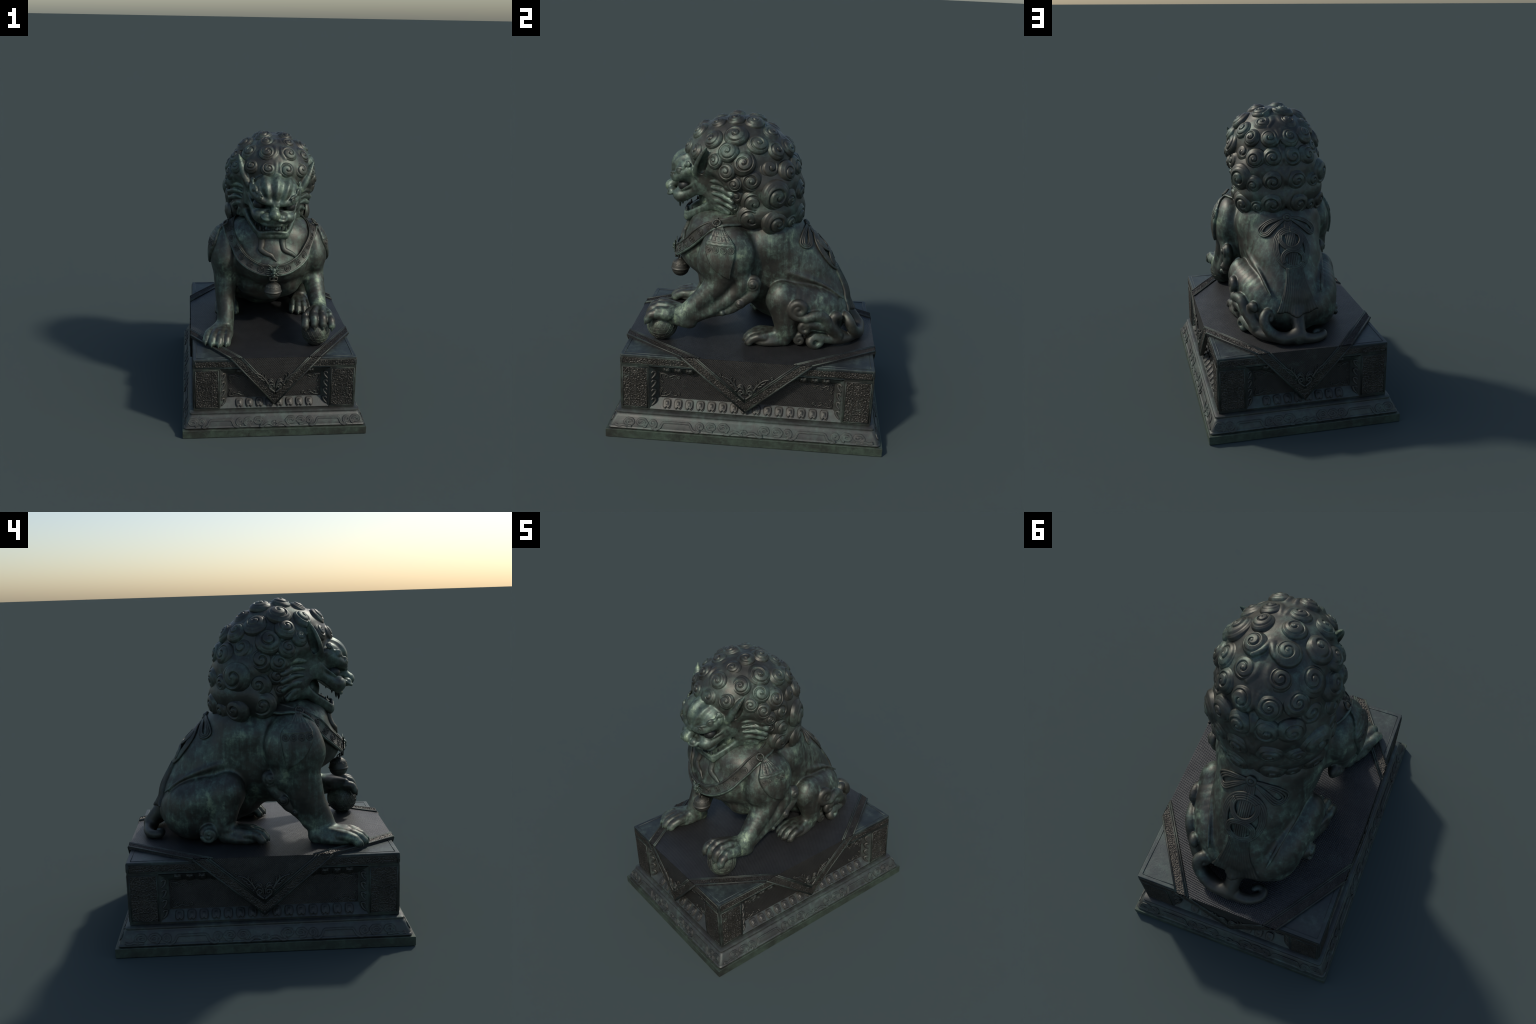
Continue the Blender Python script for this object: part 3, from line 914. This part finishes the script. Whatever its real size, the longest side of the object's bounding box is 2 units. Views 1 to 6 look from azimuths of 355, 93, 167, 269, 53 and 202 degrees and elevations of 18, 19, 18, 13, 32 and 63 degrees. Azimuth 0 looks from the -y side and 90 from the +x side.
def cloth_strip(to3, A, B, inward, clip0, clip1, width, n_out, name, seed):
    """Embroidered border along A-B in a plane, mitred by two clip lines (axis, value), with raised cords."""
    A, B, inward = V3(A), V3(B), V3(inward)
    e = (B - A) / np.linalg.norm(B - A)
    inward = inward - e * (e @ inward)
    inward /= np.linalg.norm(inward)
    u_at = lambda w, c: (c[1] - A[c[0]] - inward[c[0]] * w) / e[c[0]]
    L = np.linalg.norm(B - A)
    nu, nv = int(L / .0023), int(width / .0023)

    def pos(U, W):
        w = W * (width - .012) + .006
        u = u_at(w, clip0) * (1 - U) + u_at(w, clip1) * U
        h = .0022 + .0042 * vines(u + 3, w, seed, .013)
        return to3(A[0] + e[0] * u + inward[0] * w, A[1] + e[1] * u + inward[1] * w, h)
    o = make_object(name, make_mesh(name, *grid_patch(pos, nu, nv)), plinth, M_RELIEF)
    for w, r in ((.0045, .0062), (width - .010, .0052), (width + .001, .0062)):
        a, b = u_at(w, clip0), u_at(w, clip1)
        P = np.array([to3(*(A + e * u + inward * w), .003) for u in (a, a * .5 + b * .5, b)])
        make_object("border_cord", make_mesh("border_cord", *sweep(P, r, N=n_out, ring=10, flat=.8)), plinth, M_BLOCK)


for S, Nn, HL, OUT in SIDES:
    P3 = lambda s, z, d: S * s + Nn * (OUT + d) + V3((0, 0, z))
    arr = lambda s, z, d: (np.asarray(s)[..., None] * S + (OUT + np.asarray(d))[..., None] * Nn + np.asarray(z)[..., None] * V3((0, 0, 1)))
    long = HL > .6
    drape = M_DRAPE_X if long else M_DRAPE_Y
    so, sp = HL - .182, HL - .182 - .053
    # sloping reveal of the recessed panel
    c = [(-so, OPEN_Z[0], .0), (so, OPEN_Z[0], .0), (so, OPEN_Z[1], .0), (-so, OPEN_Z[1], .0), (-sp, PANEL_Z[0], -DEEP + .001), (sp, PANEL_Z[0], -DEEP + .001), (sp, PANEL_Z[1], -DEEP + .001), (-sp, PANEL_Z[1], -DEEP + .001)]
    make_object("panel_reveal", make_mesh("panel_reveal", [P3(*q) for q in c], [(0, 1, 5, 4), (1, 2, 6, 5), (2, 3, 7, 6), (3, 0, 4, 7)], smooth=False), plinth, M_SKIRT)
    make_object("panel", make_mesh("panel", [P3(*q) for q in ((-sp, PANEL_Z[0], -DEEP + .002), (sp, PANEL_Z[0], -DEEP + .002), (sp, PANEL_Z[1], -DEEP + .002), (-sp, PANEL_Z[1], -DEEP + .002))], [(0, 1, 2, 3)], smooth=False), plinth, drape)
    # carved fields of the posts and the frieze, with plain fillets round them
    for s0, s1, z0, z1, seed in ((-HL + .014, -so - .012, .186, .466, 11), (so + .012, HL - .014, .186, .466, 11), (-HL + .014, HL - .014, .489, .534, 23)):
        def field(U, W):
            s, z = s0 + (s1 - s0) * U, z0 + (z1 - z0) * W
            u = np.abs(s - (s0 + s1) / 2) if z1 < .48 else np.abs(s)
            edge = np.minimum(np.minimum(s - s0, s1 - s), np.minimum(z - z0, z1 - z))
            return arr(s, z, .0010 + .0055 * vines(u, np.abs(z - .326) if z1 < .48 else z, seed) * np.clip(edge / .004, 0, 1))
        make_object("carved_field", make_mesh("carved_field", *grid_patch(field, int((s1 - s0) / .0023), int((z1 - z0) / .0023))), plinth, M_RELIEF)
        loop = [(s0, z0), (s1, z0), (s1, z1), (s0, z1), (s0, z0)]
        for q0, q1 in zip(loop[:-1], loop[1:]):
            make_object("fillet", make_mesh("fillet", *sweep(np.array([P3(*q0, .001), P3(*(V3(q0) * .5 + V3(q1) * .5), .001), P3(*q1, .001)]), .0038, N=Nn, ring=8)), plinth, M_BLOCK)
    # lotus petals on the lower (and shaded upper) reveal
    count, pitch = (15, .0712) if long else (8, .0698)
    for upper in (False, True):
        zz = (OPEN_Z[0] * .5 + PANEL_Z[0] * .5) if not upper else (OPEN_Z[1] * .5 + PANEL_Z[1] * .5)
        dn = V3((0, 0, 1)) if not upper else V3((0, 0, -1))
        nrm = Vector(Nn + dn * .95).normalized()
        upv = Vector((0, 0, 1)) - nrm * nrm.z
        upv.normalize()
        if upper:
            upv = -upv
        xv = upv.cross(nrm)
        for i in range(count):
            s = (i - (count - 1) / 2) * pitch
            M = Matrix((xv, upv, nrm)).transposed().to_4x4() @ Matrix.Diagonal((.048, .055, .046, 1))
            M.translation = Vector(P3(s, zz, -DEEP / 2 + .001))
            make_object("lotus_petal", me_petal, plinth, M_PETAL, M)
    # acanthus leaves on the upright reveals
    for sg in (1, -1):
        for i in range(4):
            z = .222 + i * .063
            pts = [(sg * (so - .012), z - .026, -.010), (sg * (so - .030), z - .008, -.024), (sg * (so - .034), z + .012, -.030), (sg * (so - .020), z + .020, -.020), (sg * (so - .012), z + .010, -.012)]
            make_object("acanthus_leaf", make_mesh("acanthus_leaf", *sweep(spline([P3(*q) for q in pts], 5), spline(np.array([[.005], [.009], [.010], [.008], [.006]]), 5)[:, 0], ring=8)), plinth, M_PETAL)
    # corner scrolls on the panel
    for sg in (1, -1):
        for zc, up in ((PANEL_Z[0] + .012, 1), (PANEL_Z[1] - .012, -1)):
            flo = lambda pts: [P3(sg * (sp - .012 - a), zc + up * b, -DEEP + .004) for a, b in pts]
            for pts, r in (([(.0, .0), (.035, .004), (.06, .018), (.085, .006), (.105, .012)], .0050), (flat_scroll((.112, .020), .010, .003, 1.2, -70, 1), .004), ([(.0, .0), (-.002, .022), (.008, .042), (.0, .058)], .0046),
                           (flat_scroll((.010, .050), .008, .002, 1.1, 200, -1), .0036), ([(.030, .006), (.022, .020), (.036, .028), (.044, .018)], .0042), ([(.058, .018), (.064, .032), (.078, .028)], .0038)):
                P = spline(flo(pts), 4)
                make_object("panel_scroll", make_mesh("panel_scroll", *sweep(P, r * np.linspace(1.0, .7, len(P)), N=Nn, ring=8)), plinth, M_PETAL)
    # hanging corner of the cloth
    wid, tip = (.41, .205) if long else (.312, .205)
    zt = FLOOR - .0012
    v = [P3(*q) for q in ((-wid, zt, -.01), (wid, zt, -.01), (0, tip, -.01), (-wid, zt, PROUD), (wid, zt, PROUD), (0, tip, PROUD))]
    o = make_object("cloth_drape", make_mesh("cloth_drape", v, [(3, 5, 4), (0, 1, 2), (0, 2, 5, 3), (2, 1, 4, 5), (1, 0, 3, 4)], smooth=False), plinth, drape)
    to3 = lambda s, z, h: arr(s, z, PROUD + h) if isinstance(s, np.ndarray) else P3(s, z, PROUD + h)
    for sg in (1, -1):
        cloth_strip(to3, (sg * wid, zt), (0, tip), (0, 1), (1, zt), (0, 0.0), .066, Nn, "embroidered_border", 31)
    # leaf scrolls in the point of the drape
    for sg in (1, -1):
        leafy = lambda pts: [P3(sg * a, b, PROUD + .004) for a, b in pts]
        zs = .0
        for pts, r0, r1 in (([(.004, .305), (.020, .318), (.040, .335)], .008, .007), (flat_scroll((.026, .350), .020, .004, 1.4, -90, 1), .0065, .005), ([(.006, .335), (.012, .372), (.036, .388), (.052, .368), (.066, .358)], .0065, .005),
                            ([(.012, .375), (.022, .402), (.044, .402)], .0060, .003), ([(.020, .372), (.032, .396), (.056, .388)], .006, .003), ([(.050, .362), (.070, .398), (.105, .436), (.150, .452)], .0085, .004),
                            (flat_scroll((.160, .462), .010, .003, 1.1, -120, 1), .004, .003), ([(.062, .385), (.072, .420), (.068, .438)], .0055, .003), ([(.085, .415), (.092, .440), (.086, .452)], .0055, .003),
                            ([(.075, .392), (.100, .405), (.112, .425)], .006, .003), ([(.095, .412), (.118, .422), (.128, .440)], .0055, .003)):
            P = spline(leafy(pts), 4)
            make_object("leaf_scroll", make_mesh("leaf_scroll", *sweep(P, np.linspace(r0, r1, len(P)), N=Nn, ring=8, flat=1.1)), plinth, M_PETAL)
    # cloud scrolls on the skirting
    dirv = S_HI - S_LO
    sk = lambda s, t: S * s + Nn * (OUT + S_LO[0] + dirv[0] * t + .0012) + V3((0, 0, S_LO[1] + dirv[1] * t))
    kn = Nn * dirv[1] - V3((0, 0, 1)) * dirv[0]
    kn /= np.linalg.norm(kn)
    q = 1.0 if long else .872
    LEN = np.linalg.norm(dirv)
    swirl = lambda c, r, a0, sign, turns=1.6: [(x, c[1] + (y - c[1]) / LEN) for x, y in flat_scroll(c, r, .004, turns, a0, sign)]
    def lobed(c, sign):
        pts = []
        for i in range(34):
            t = i / 33
            a = math.radians(-110) + sign * t * 1.75 * 2 * math.pi
            r = (.036 - .028 * t) * (1 + .07 * math.cos(6 * a) * (1 - t))
            pts.append((c[0] + r * 1.05 * math.cos(a), c[1] + r * .78 * math.sin(a) / LEN))
        return pts
    lines = [lobed((.131 * q, .42), -1), lobed((.207 * q, .40), 1), swirl((.276 * q, .38), .026, -80, 1), lobed((.648 * q, .40), -1), swirl((.577 * q, .38), .026, -100, -1),
             [(.125 * q, -.05), (.095 * q, -.10), (.065 * q, .16), (.040 * q, .14), (.015 * q, -.04), (.0, -.02)], [(.022, .08), (.014, .26), (.0, .30)],
             [(.272 * q, .02), (.300 * q, -.10), (.325 * q, .08), (.342 * q, .50), (.365 * q, .56), (.43 * q, .56), (.49 * q, .56), (.512 * q, .50), (.53 * q, .08), (.555 * q, -.10), (.582 * q, .02)]]
    if long:
        lines += [lobed((.722, .40), 1), [(.735, .0), (.765, .10), (.790, .0), (.815, .12)]]
    for sg in (1, -1):
        for pts in lines:
            P = spline([sk(sg * a, b) for a, b in pts], 3)
            T = np.gradient(P, axis=0)
            B = np.cross(T / np.linalg.norm(T, axis=1)[:, None], kn)
            cords = [sweep(P, .0085, N=kn, ring=8, flat=.42)] + [sweep(P + B * o + kn * .0022, .0026, N=kn, ring=6, flat=1.2) for o in (-.0058, .0058)]
            make_object("cloud_scroll", make_mesh("cloud_scroll", *merge(cords)), plinth, M_SKIRT)

# the cloth on top
oct_ = [(.312, -1), (1, -.41), (1, .41), (.312, 1), (-.312, 1), (-1, .41), (-1, -.41), (-.312, -1)]
ring = [(x if abs(x) < .9 else x * (HX + PROUD - .001), y if abs(y) < .9 else y * (HY + PROUD - .001)) for x, y in oct_]
vs = [(x, y, TOP - .004) for x, y in ring] + [(x, y, FLOOR) for x, y in ring]
cloth = make_object("cloth", make_mesh("cloth", vs, [tuple(range(8))[::-1], tuple(range(8, 16))] + [(i, (i + 1) % 8, 8 + (i + 1) % 8, 8 + i) for i in range(8)], smooth=False), plinth, M_CLOTH)
for sx in (1, -1):
    for sy in (1, -1):
        top3 = lambda x, y, h: np.stack([x, y, FLOOR + h + 0 * x], -1) if isinstance(x, np.ndarray) else V3((x, y, FLOOR + h))
        cloth_strip(top3, (sx * .312, sy * (HY + PROUD)), (sx * (HX + PROUD), sy * .41), (-sx, -sy), (1, sy * (HY + PROUD)), (0, sx * (HX + PROUD)), .066, (0, 0, 1), "embroidered_border", 37)

# the ball under the paw: cane-work sphere
BALL = V3((.303, -.575, .6555))
bm = bmesh.new()
bmesh.ops.create_uvsphere(bm, u_segments=64, v_segments=40, radius=.0985)
me_ball = bpy.data.meshes.new("ball")
bm.to_mesh(me_ball)
bm.free()
me_ball.polygons.foreach_set("use_smooth", [True] * len(me_ball.polygons))
ball = make_object("ball", me_ball, statue, M_BALL, Matrix.Translation(Vector(BALL)))
bm = bmesh.new()
bmesh.ops.create_icosphere(bm, subdivisions=3, radius=1.0)
canes = []
for e in bm.edges:
    a, b = V3(e.verts[0].co), V3(e.verts[1].co)
    P = np.array([a, (a + b) / 2, b])
    P = P / np.linalg.norm(P, axis=1)[:, None] * .0988
    canes.append(sweep(P, .0014, N=P / .0988, ring=5, cap=False))
bm.free()
o = make_object("ball_lattice", make_mesh("ball_lattice", *merge(canes)), ball, M_BALL)
o["kind"] = "stuff"


# ------------------------------------------------------------------ harness, bell and ornaments
def cast(o, d):
    loc, nrm, _, _ = BODY_TREE.ray_cast(Vector(o), Vector(d))
    return (None, None) if loc is None else (V3(loc), V3(nrm))


def near(p):
    loc, nrm, _, _ = BODY_TREE.find_nearest(Vector(p))
    return V3(loc), V3(nrm)


def torus_at(p, n, R, r, flat=1.0, seg=28):
    n = V3(n) / np.linalg.norm(n)
    e1 = np.cross(n, (0, 0, 1.0)) if abs(n[2]) < .9 else np.cross(n, (1.0, 0, 0))
    e1 /= np.linalg.norm(e1)
    e2 = np.cross(n, e1)
    a = np.linspace(0, 2 * math.pi, seg, endpoint=False)
    P = V3(p) + R * (np.cos(a)[:, None] * e1 + np.sin(a)[:, None] * e2)
    return sweep(P, r, N=n, ring=8, flat=flat, closed=True)


# collar: strap across the chest, running up under the mane on both sides
half = [(0, -.528, 1.095), (.10, -.520, 1.105), (.19, -.475, 1.150), (.242, -.430, 1.199), (.270, -.372, 1.255), (.288, -.305, 1.308), (.298, -.235, 1.345), (.282, -.165, 1.362), (.235, -.08, 1.372)]
path = spline([(-x, y, z) for x, y, z in half[:0:-1]] + half, 8)
surf = [near(p) for p in path]
Cn = np.array([s[1] for s in surf])
for _ in range(6):
    Cn[1:-1] = (Cn[:-2] + 2 * Cn[1:-1] + Cn[2:]) / 4
Cn /= np.linalg.norm(Cn, axis=1)[:, None]
Cp = np.array([s[0] for s in surf]) * .6 + path * .4
for _ in range(3):
    Cp[1:-1] = (Cp[:-2] + 2 * Cp[1:-1] + Cp[2:]) / 4
Ct = np.gradient(Cp, axis=0)
Ct /= np.linalg.norm(Ct, axis=1)[:, None]
Cb = np.cross(Cn, Ct)
Cb /= np.linalg.norm(Cb, axis=1)[:, None]          # across the strap, towards the head
prof = [(-.036, -.03), (-.036, .012), (-.032, .017), (-.027, .012), (.023, .012), (.027, .017), (.031, .012), (.031, -.03)]
cv = np.stack([Cp + Cb * w + Cn * h for w, h in prof], 1).reshape(-1, 3)
m = len(prof)
cf = [(i * m + k, i * m + k + 1, (i + 1) * m + k + 1, (i + 1) * m + k) for i in range(len(Cp) - 1) for k in range(m - 1)]
collar = make_object("collar", make_mesh("collar", cv, [q[::-1] for q in cf]), statue, M_HARNESS)
collar.data.set_sharp_from_angle(angle=math.radians(50))
for off, r in ((-.039, .0085), (.033, .006)):
    make_object("collar_cord", make_mesh("collar_cord", *sweep(Cp + Cb * off + Cn * .008, r, N=Cn, ring=10)), collar, M_FACE if off < 0 else M_HARNESS)
arc = np.concatenate([[0], np.cumsum(np.linalg.norm(np.diff(Cp, axis=0), axis=1))])
mid = arc[len(arc) // 2]
for sg in (1, -1):
    for i in range(6):
        at = mid + sg * (.092 + i * .079)
        j = int(np.clip(np.searchsorted(arc, at), 0, len(arc) - 1))
        c, n, b, t = Cp[j] + Cn[j] * .013, Cn[j], Cb[j], Ct[j]
        if i % 2 == 0:
            rings = [torus_at(c, n, R, .0026) for R in (.022, .0115, .004)]
        else:
            rings = [torus_at(c, n, R, .0020) for R in (.011, .005)]
            for a in range(8):
                ang = a * math.pi / 4
                q = c + .017 * (math.cos(ang) * t + math.sin(ang) * b) * (1.25 if a % 2 else 1)
                rings.append(torus_at(q, n, .0048, .0018, seg=12))
        make_object("collar_medallion", make_mesh("collar_medallion", *merge(rings)), collar, M_PETAL)

# beast mask on the collar, holding the bell
jm = len(Cp) // 2
mc, mn = Cp[jm] + Cn[jm] * .014, Cn[jm]
mu = Cb[jm] if Cb[jm][2] > 0 else -Cb[jm]
mx = V3((1, 0, 0))
mk = lambda a, b, h=0.0: mc + mx * a * 1.25 + mu * b * 1.2 + mn * h
mask = []
ball_v, ball_f = lathe([(math.sin(a) + 1e-4, -math.cos(a)) for a in np.linspace(0, math.pi, 10)], 14)
for a, b, h, r in ((0, .002, .010, .020), (0, -.012, .018, .013), (.014, .010, .014, .010), (-.014, .010, .014, .010), (.011, -.018, .012, .009), (-.011, -.018, .012, .009), (0, -.032, .006, .014)):
    mask.append((ball_v * r + mk(a, b, h), ball_f))
for s in (1, -1):
    for pts, r in (([(.010, .018), (.022, .030), (.036, .040)], .0055), ([(.018, .004), (.036, .010), (.056, .004)], .0048), ([(.018, -.004), (.038, -.004), (.054, -.010)], .0045), ([(.016, -.012), (.034, -.016), (.050, -.022)], .0045),
                   ([(.014, -.024), (.028, -.030), (.040, -.026)], .0042), ([(.002, .006), (.014, .014), (.028, .020)], .006)):
        P = spline([mk(s * a, b, .008) for a, b in pts], 5)
        mask.append(sweep(P, np.linspace(r, r * .35, len(P)), N=mn, ring=8))
make_object("beast_mask", make_mesh("beast_mask", *merge(mask)), collar, M_FACE)
BELL = V3((0, -.512, .943))
top = mk(0, -.040, .004)
stirrup = []
for a, b in (((-.026, top[1], top[2]), (-.026, top[1] + .002, top[2] - .026)), ((.026, top[1], top[2]), (.026, top[1] + .002, top[2] - .026)), ((-.028, top[1] + .002, top[2] - .026), (.028, top[1] + .002, top[2] - .026)), ((-.028, top[1], top[2]), (.028, top[1], top[2]))):
    stirrup.append(sweep(np.linspace(a, b, 4), .0045, ring=8))
make_object("bell_stirrup", make_mesh("bell_stirrup", *merge(stirrup)), collar, M_HARNESS)
z0, z1 = top[2] - .020, BELL[2] + .064
for i in range(4):
    t = (i + .5) / 4
    p = V3((0, (top[1] + .004) * (1 - t) + BELL[1] * t, z0 * (1 - t) + z1 * t))
    n = (1, 0, 0) if i % 2 else (0, 1, .2)
    make_object("chain_link", make_mesh("chain_link", *torus_at(p, n, .0095, .003, seg=16)), collar, M_HARNESS)
bell_prof = [(.0, .066), (.012, .065), (.014, .060), (.030, .053), (.046, .038), (.055, .020), (.0585, .004), (.0605, .000), (.0635, -.005), (.061, -.010), (.0575, -.013), (.055, -.026), (.046, -.042), (.030, -.055), (.012, -.061), (0, -.062)]
bell = make_object("bell", make_mesh("bell", *lathe(spline(bell_prof, 3), 48)), statue, M_HARNESS, Matrix.Translation(Vector(BELL)))
scal = []
for i in range(12):
    a = 2 * math.pi * i / 12
    n = V3((math.cos(a) * .8, math.sin(a) * .8, .6))
    scal.append(torus_at(V3((.0475 * math.cos(a), .0475 * math.sin(a), .033)), n, .0095, .0022, seg=14))
    scal.append(torus_at(V3((.0475 * math.cos(a), .0475 * math.sin(a), .033)), n, .0042, .0018, seg=10))
make_object("bell_relief", make_mesh("bell_relief", *merge(scal)), bell, M_HARNESS)

# shoulder tassels: a netted cap, a row of coins and a combed brush, moulded onto the shoulder
def shoulder_tassel(side, dy):
    lo, hi = [(1.338, -.225), (1.31, -.250), (1.28, -.272), (1.24, -.290), (1.20, -.290), (1.15, -.272), (1.10, -.238), (1.065, -.185), (1.042, -.142)], [(1.338, -.195), (1.31, -.165), (1.28, -.135), (1.24, -.108), (1.20, -.105), (1.15, -.112), (1.10, -.122), (1.065, -.130), (1.042, -.134)]
    L, H = spline(lo, 8), spline(hi, 8)
    nv, nu = len(L), 44
    V, Nn, hgt = np.zeros((nv, nu + 1, 3)), np.zeros((nv, nu + 1, 3)), np.zeros((nv, nu + 1))
    for i in range(nv):
        for k in range(nu + 1):
            t = k / nu
            z, y = L[i, 0], L[i, 1] * (1 - t) + H[i, 1] * t
            p, n = cast((side * .8, y + dy, z), (-side, 0, 0))
            if p is None:
                p, n = near((side * .40, y + dy, z))
            V[i, k], Nn[i, k] = p, n
            edge = min(1.0, min(t, 1 - t) / .06 + .12)
            h = .016 * math.sqrt(edge)
            if z > 1.262:
                net = max(abs(math.cos(t * math.pi * 6.5)) ** 10, abs(math.cos((z - 1.262) * 105)) ** 10)
                h -= .0035 * net
            elif z > 1.238:
                h += .004 * abs(math.sin((z - 1.238) / .024 * math.pi * 1.5 + .8 * abs(math.sin(t * math.pi * 5))))
            elif z < 1.195:
                h += .0008 * math.sin((t * (1.1 - .35 * (z - 1.04) / .15)) * 120 + (z - 1.04) * 60)
            hgt[i, k] = h
    for _ in range(10):
        Nn[1:-1, 1:-1] = (Nn[:-2, 1:-1] + Nn[2:, 1:-1] + Nn[1:-1, :-2] + Nn[1:-1, 2:] + 2 * Nn[1:-1, 1:-1]) / 6
    Nn /= np.linalg.norm(Nn, axis=2)[..., None]
    for _ in range(4):
        V[1:-1, 1:-1] = (V[:-2, 1:-1] + V[2:, 1:-1] + V[1:-1, :-2] + V[1:-1, 2:] + 2 * V[1:-1, 1:-1]) / 6
    outer, inner = V + Nn * hgt[..., None], V - Nn * .012
    verts = np.vstack([outer.reshape(-1, 3), inner.reshape(-1, 3)])
    n0, W = nv * (nu + 1), nu + 1
    f = [(i * W + k, i * W + k + 1, (i + 1) * W + k + 1, (i + 1) * W + k) for i in range(nv - 1) for k in range(nu)]
    rim = [k for k in range(W)] + [i * W + nu for i in range(1, nv)] + [(nv - 1) * W + k for k in range(nu - 1, -1, -1)] + [i * W for i in range(nv - 2, 0, -1)]
    f += [(b, a, a + n0, b + n0) for a, b in zip(rim, rim[1:] + rim[:1])]
    if side < 0:
        f = [q[::-1] for q in f]
    o = make_object("shoulder_tassel", make_mesh("shoulder_tassel", verts, f), statue, M_BODY)
    for k in range(4):
        t = (k + .62) / 4.25
        i = int(np.argmin(np.abs(L[:, 0] - 1.214)))
        j = int(t * nu)
        c, n = outer[i, j], Nn[i, j]
        make_object("tassel_coin", make_mesh("tassel_coin", *merge([torus_at(c, n, .0195, .0028, seg=22), torus_at(c, n, .0115, .0026, seg=18), torus_at(c, n, .004, .004, seg=12)])), o, M_HARNESS)
    ringc = V3((side * .322, -.235 + dy * .3, 1.362))
    make_object("harness_ring", make_mesh("harness_ring", *torus_at(ringc, (side * .65, -.15, .72), .0235, .0058)), o, M_HARNESS)
    rn = V3((side * .65, -.15, .72))
    rn /= np.linalg.norm(rn)
    d = V3((0, 0, 1)) - rn * rn[2]
    d /= np.linalg.norm(d)
    for s in (1, -1):
        c = ringc + d * .0235 * s
        make_object("ring_clasp", make_mesh("ring_clasp", *sweep(np.array([c - d * .010 - rn * .004, c + rn * .006, c + d * .010 - rn * .004]), .0075, N=rn, ring=8, flat=.7)), o, M_HARNESS)


shoulder_tassel(1, 0.0)
shoulder_tassel(-1, -.02)

# two tufts of beard lying on the chest
for pts in ([(.067, 1.315), (.068, 1.275), (.070, 1.251), (.080, 1.222), (.128, 1.195), (.155, 1.175), (.168, 1.155)], [(-.075, 1.318), (-.078, 1.275), (-.080, 1.250), (-.084, 1.225), (-.050, 1.203), (-.015, 1.190), (.004, 1.168), (.023, 1.150)]):
    Q, Nq = [], []
    for x, z in spline(pts, 6):
        p, n = cast((x, -.9, z), (0, 1, 0))
        Q.append(p + n * .004)
        Nq.append(n)
    w = np.interp(np.linspace(0, 1, len(Q)), [0, .3, .55, .85, 1], [.024, .022, .020, .011, .004])
    make_object("beard_tuft", make_mesh("beard_tuft", *sweep(Q, w, N=np.array(Nq), ring=14, flat=.7)), jaw_obj, M_TUFT)


# bow, knotted rings and tassel down the back
def on_back(x, z):
    p, n = cast((x, 1.3, z), (0, -1, 0))
    return p, n


def back_cord(pts, r, name="cord_loop", closed=False, lift=.005, flat=.8, per=5):
    Q, Nq = [], []
    for x, z in spline(pts, per):
        p, n = on_back(x, z)
        Q.append(p + n * lift)
        Nq.append(n)
    Nq = np.array(Nq)
    for _ in range(3):
        Nq[1:-1] = (Nq[:-2] + 2 * Nq[1:-1] + Nq[2:]) / 4
    rr = np.broadcast_to(r, (len(Q),)) if np.isscalar(r) else np.interp(np.linspace(0, 1, len(Q)), np.linspace(0, 1, len(r)), r)
    return make_object(name, make_mesh(name, *sweep(Q, rr, N=Nq, ring=10, flat=flat)), bow, M_HARNESS)


kp, kn_ = on_back(0, 1.297)
bow = make_object("bow_knot", make_mesh("bow_knot", *merge([torus_at(kp + kn_ * .006, kn_, .020, .011), (ball_v * .016 + kp + kn_ * .006, ball_f)])), statue, M_HARNESS)
for s in (1, -1):
    for k, (o1, o2) in enumerate(((0, 0), (.013, .010), (-.012, -.009))):
        back_cord([(s * .015, 1.300), (s * .07, 1.288 + o2 * .6), (s * .130, 1.262 + o2), (s * (.172 + o1 * .8), 1.220 + o2 * .3), (s * (.168 + o1 * .7), 1.196 - o2 * .8), (s * .140, 1.200 - o2), (s * .095, 1.240 - o2), (s * .05, 1.272 - o2 * .5), (s * .015, 1.292)], .0068)
ell = lambda cx, cz, a, b, t0, t1, n=26: [(cx + a * math.cos(math.radians(t0 + (t1 - t0) * i / (n - 1))), cz + b * math.sin(math.radians(t0 + (t1 - t0) * i / (n - 1)))) for i in range(n)]
for off in (-.013, -.004, .005, .013):
    back_cord(ell(0, 1.122, .100 + off, .108 + off, 90, 450, 40), .0075, "knot_ring", per=2, lift=.006)
for off in (-.008, .0, .008):
    back_cord(ell(0, 1.178, .066 + off, .050 + off, 150, 390), .0068, "knot_ring", per=2, lift=.011)
    back_cord(ell(0, 1.070, .066 + off, .050 + off, -30, 210), .0068, "knot_ring", per=2, lift=.011)
for k in range(6):
    x = (k - 2.5) * .011
    back_cord([(x * .7, 1.285), (x, 1.22), (x, 1.12), (x * 1.1, 1.02), (x * 1.3, .995)], .0062, "tassel_strand", lift=.004)
rows = np.linspace(1.015, .742, 46)
V, Nn = np.zeros((46, 61, 3)), np.zeros((46, 61, 3))
for i, z in enumerate(rows):
    t = i / 45
    w = .056 + .030 * t + .056 * t ** 2.0
    for k in range(61):
        u = k / 30 - 1
        zz = z - (.012 * math.cos(u * 3.1) + .006 * math.sin(u * 9)) * t
        p, n = on_back(u * w, zz)
        edge = min(1, (1 - abs(u)) / .05 + .1) * min(1, (1 - t) / .04 + .15)
        V[i, k] = p
        Nn[i, k] = n
        V[i, k] += n * (.013 * math.sqrt(edge) + .0024 * math.sin(u * 46 + .6 * math.sin(t * 5 + u * 3)))
low = V - Nn * .024
W = 61
f = [(i * W + k, (i + 1) * W + k, (i + 1) * W + k + 1, i * W + k + 1) for i in range(45) for k in range(60)]
rim = [k for k in range(W)] + [i * W + 60 for i in range(1, 46)] + [45 * W + k for k in range(59, -1, -1)] + [i * W for i in range(44, 0, -1)]
f += [(a, b, b + 46 * W, a + 46 * W) for a, b in zip(rim, rim[1:] + rim[:1])]
make_object("tassel", make_mesh("tassel", np.vstack([V.reshape(-1, 3), low.reshape(-1, 3)]), f), bow, M_HARNESS)
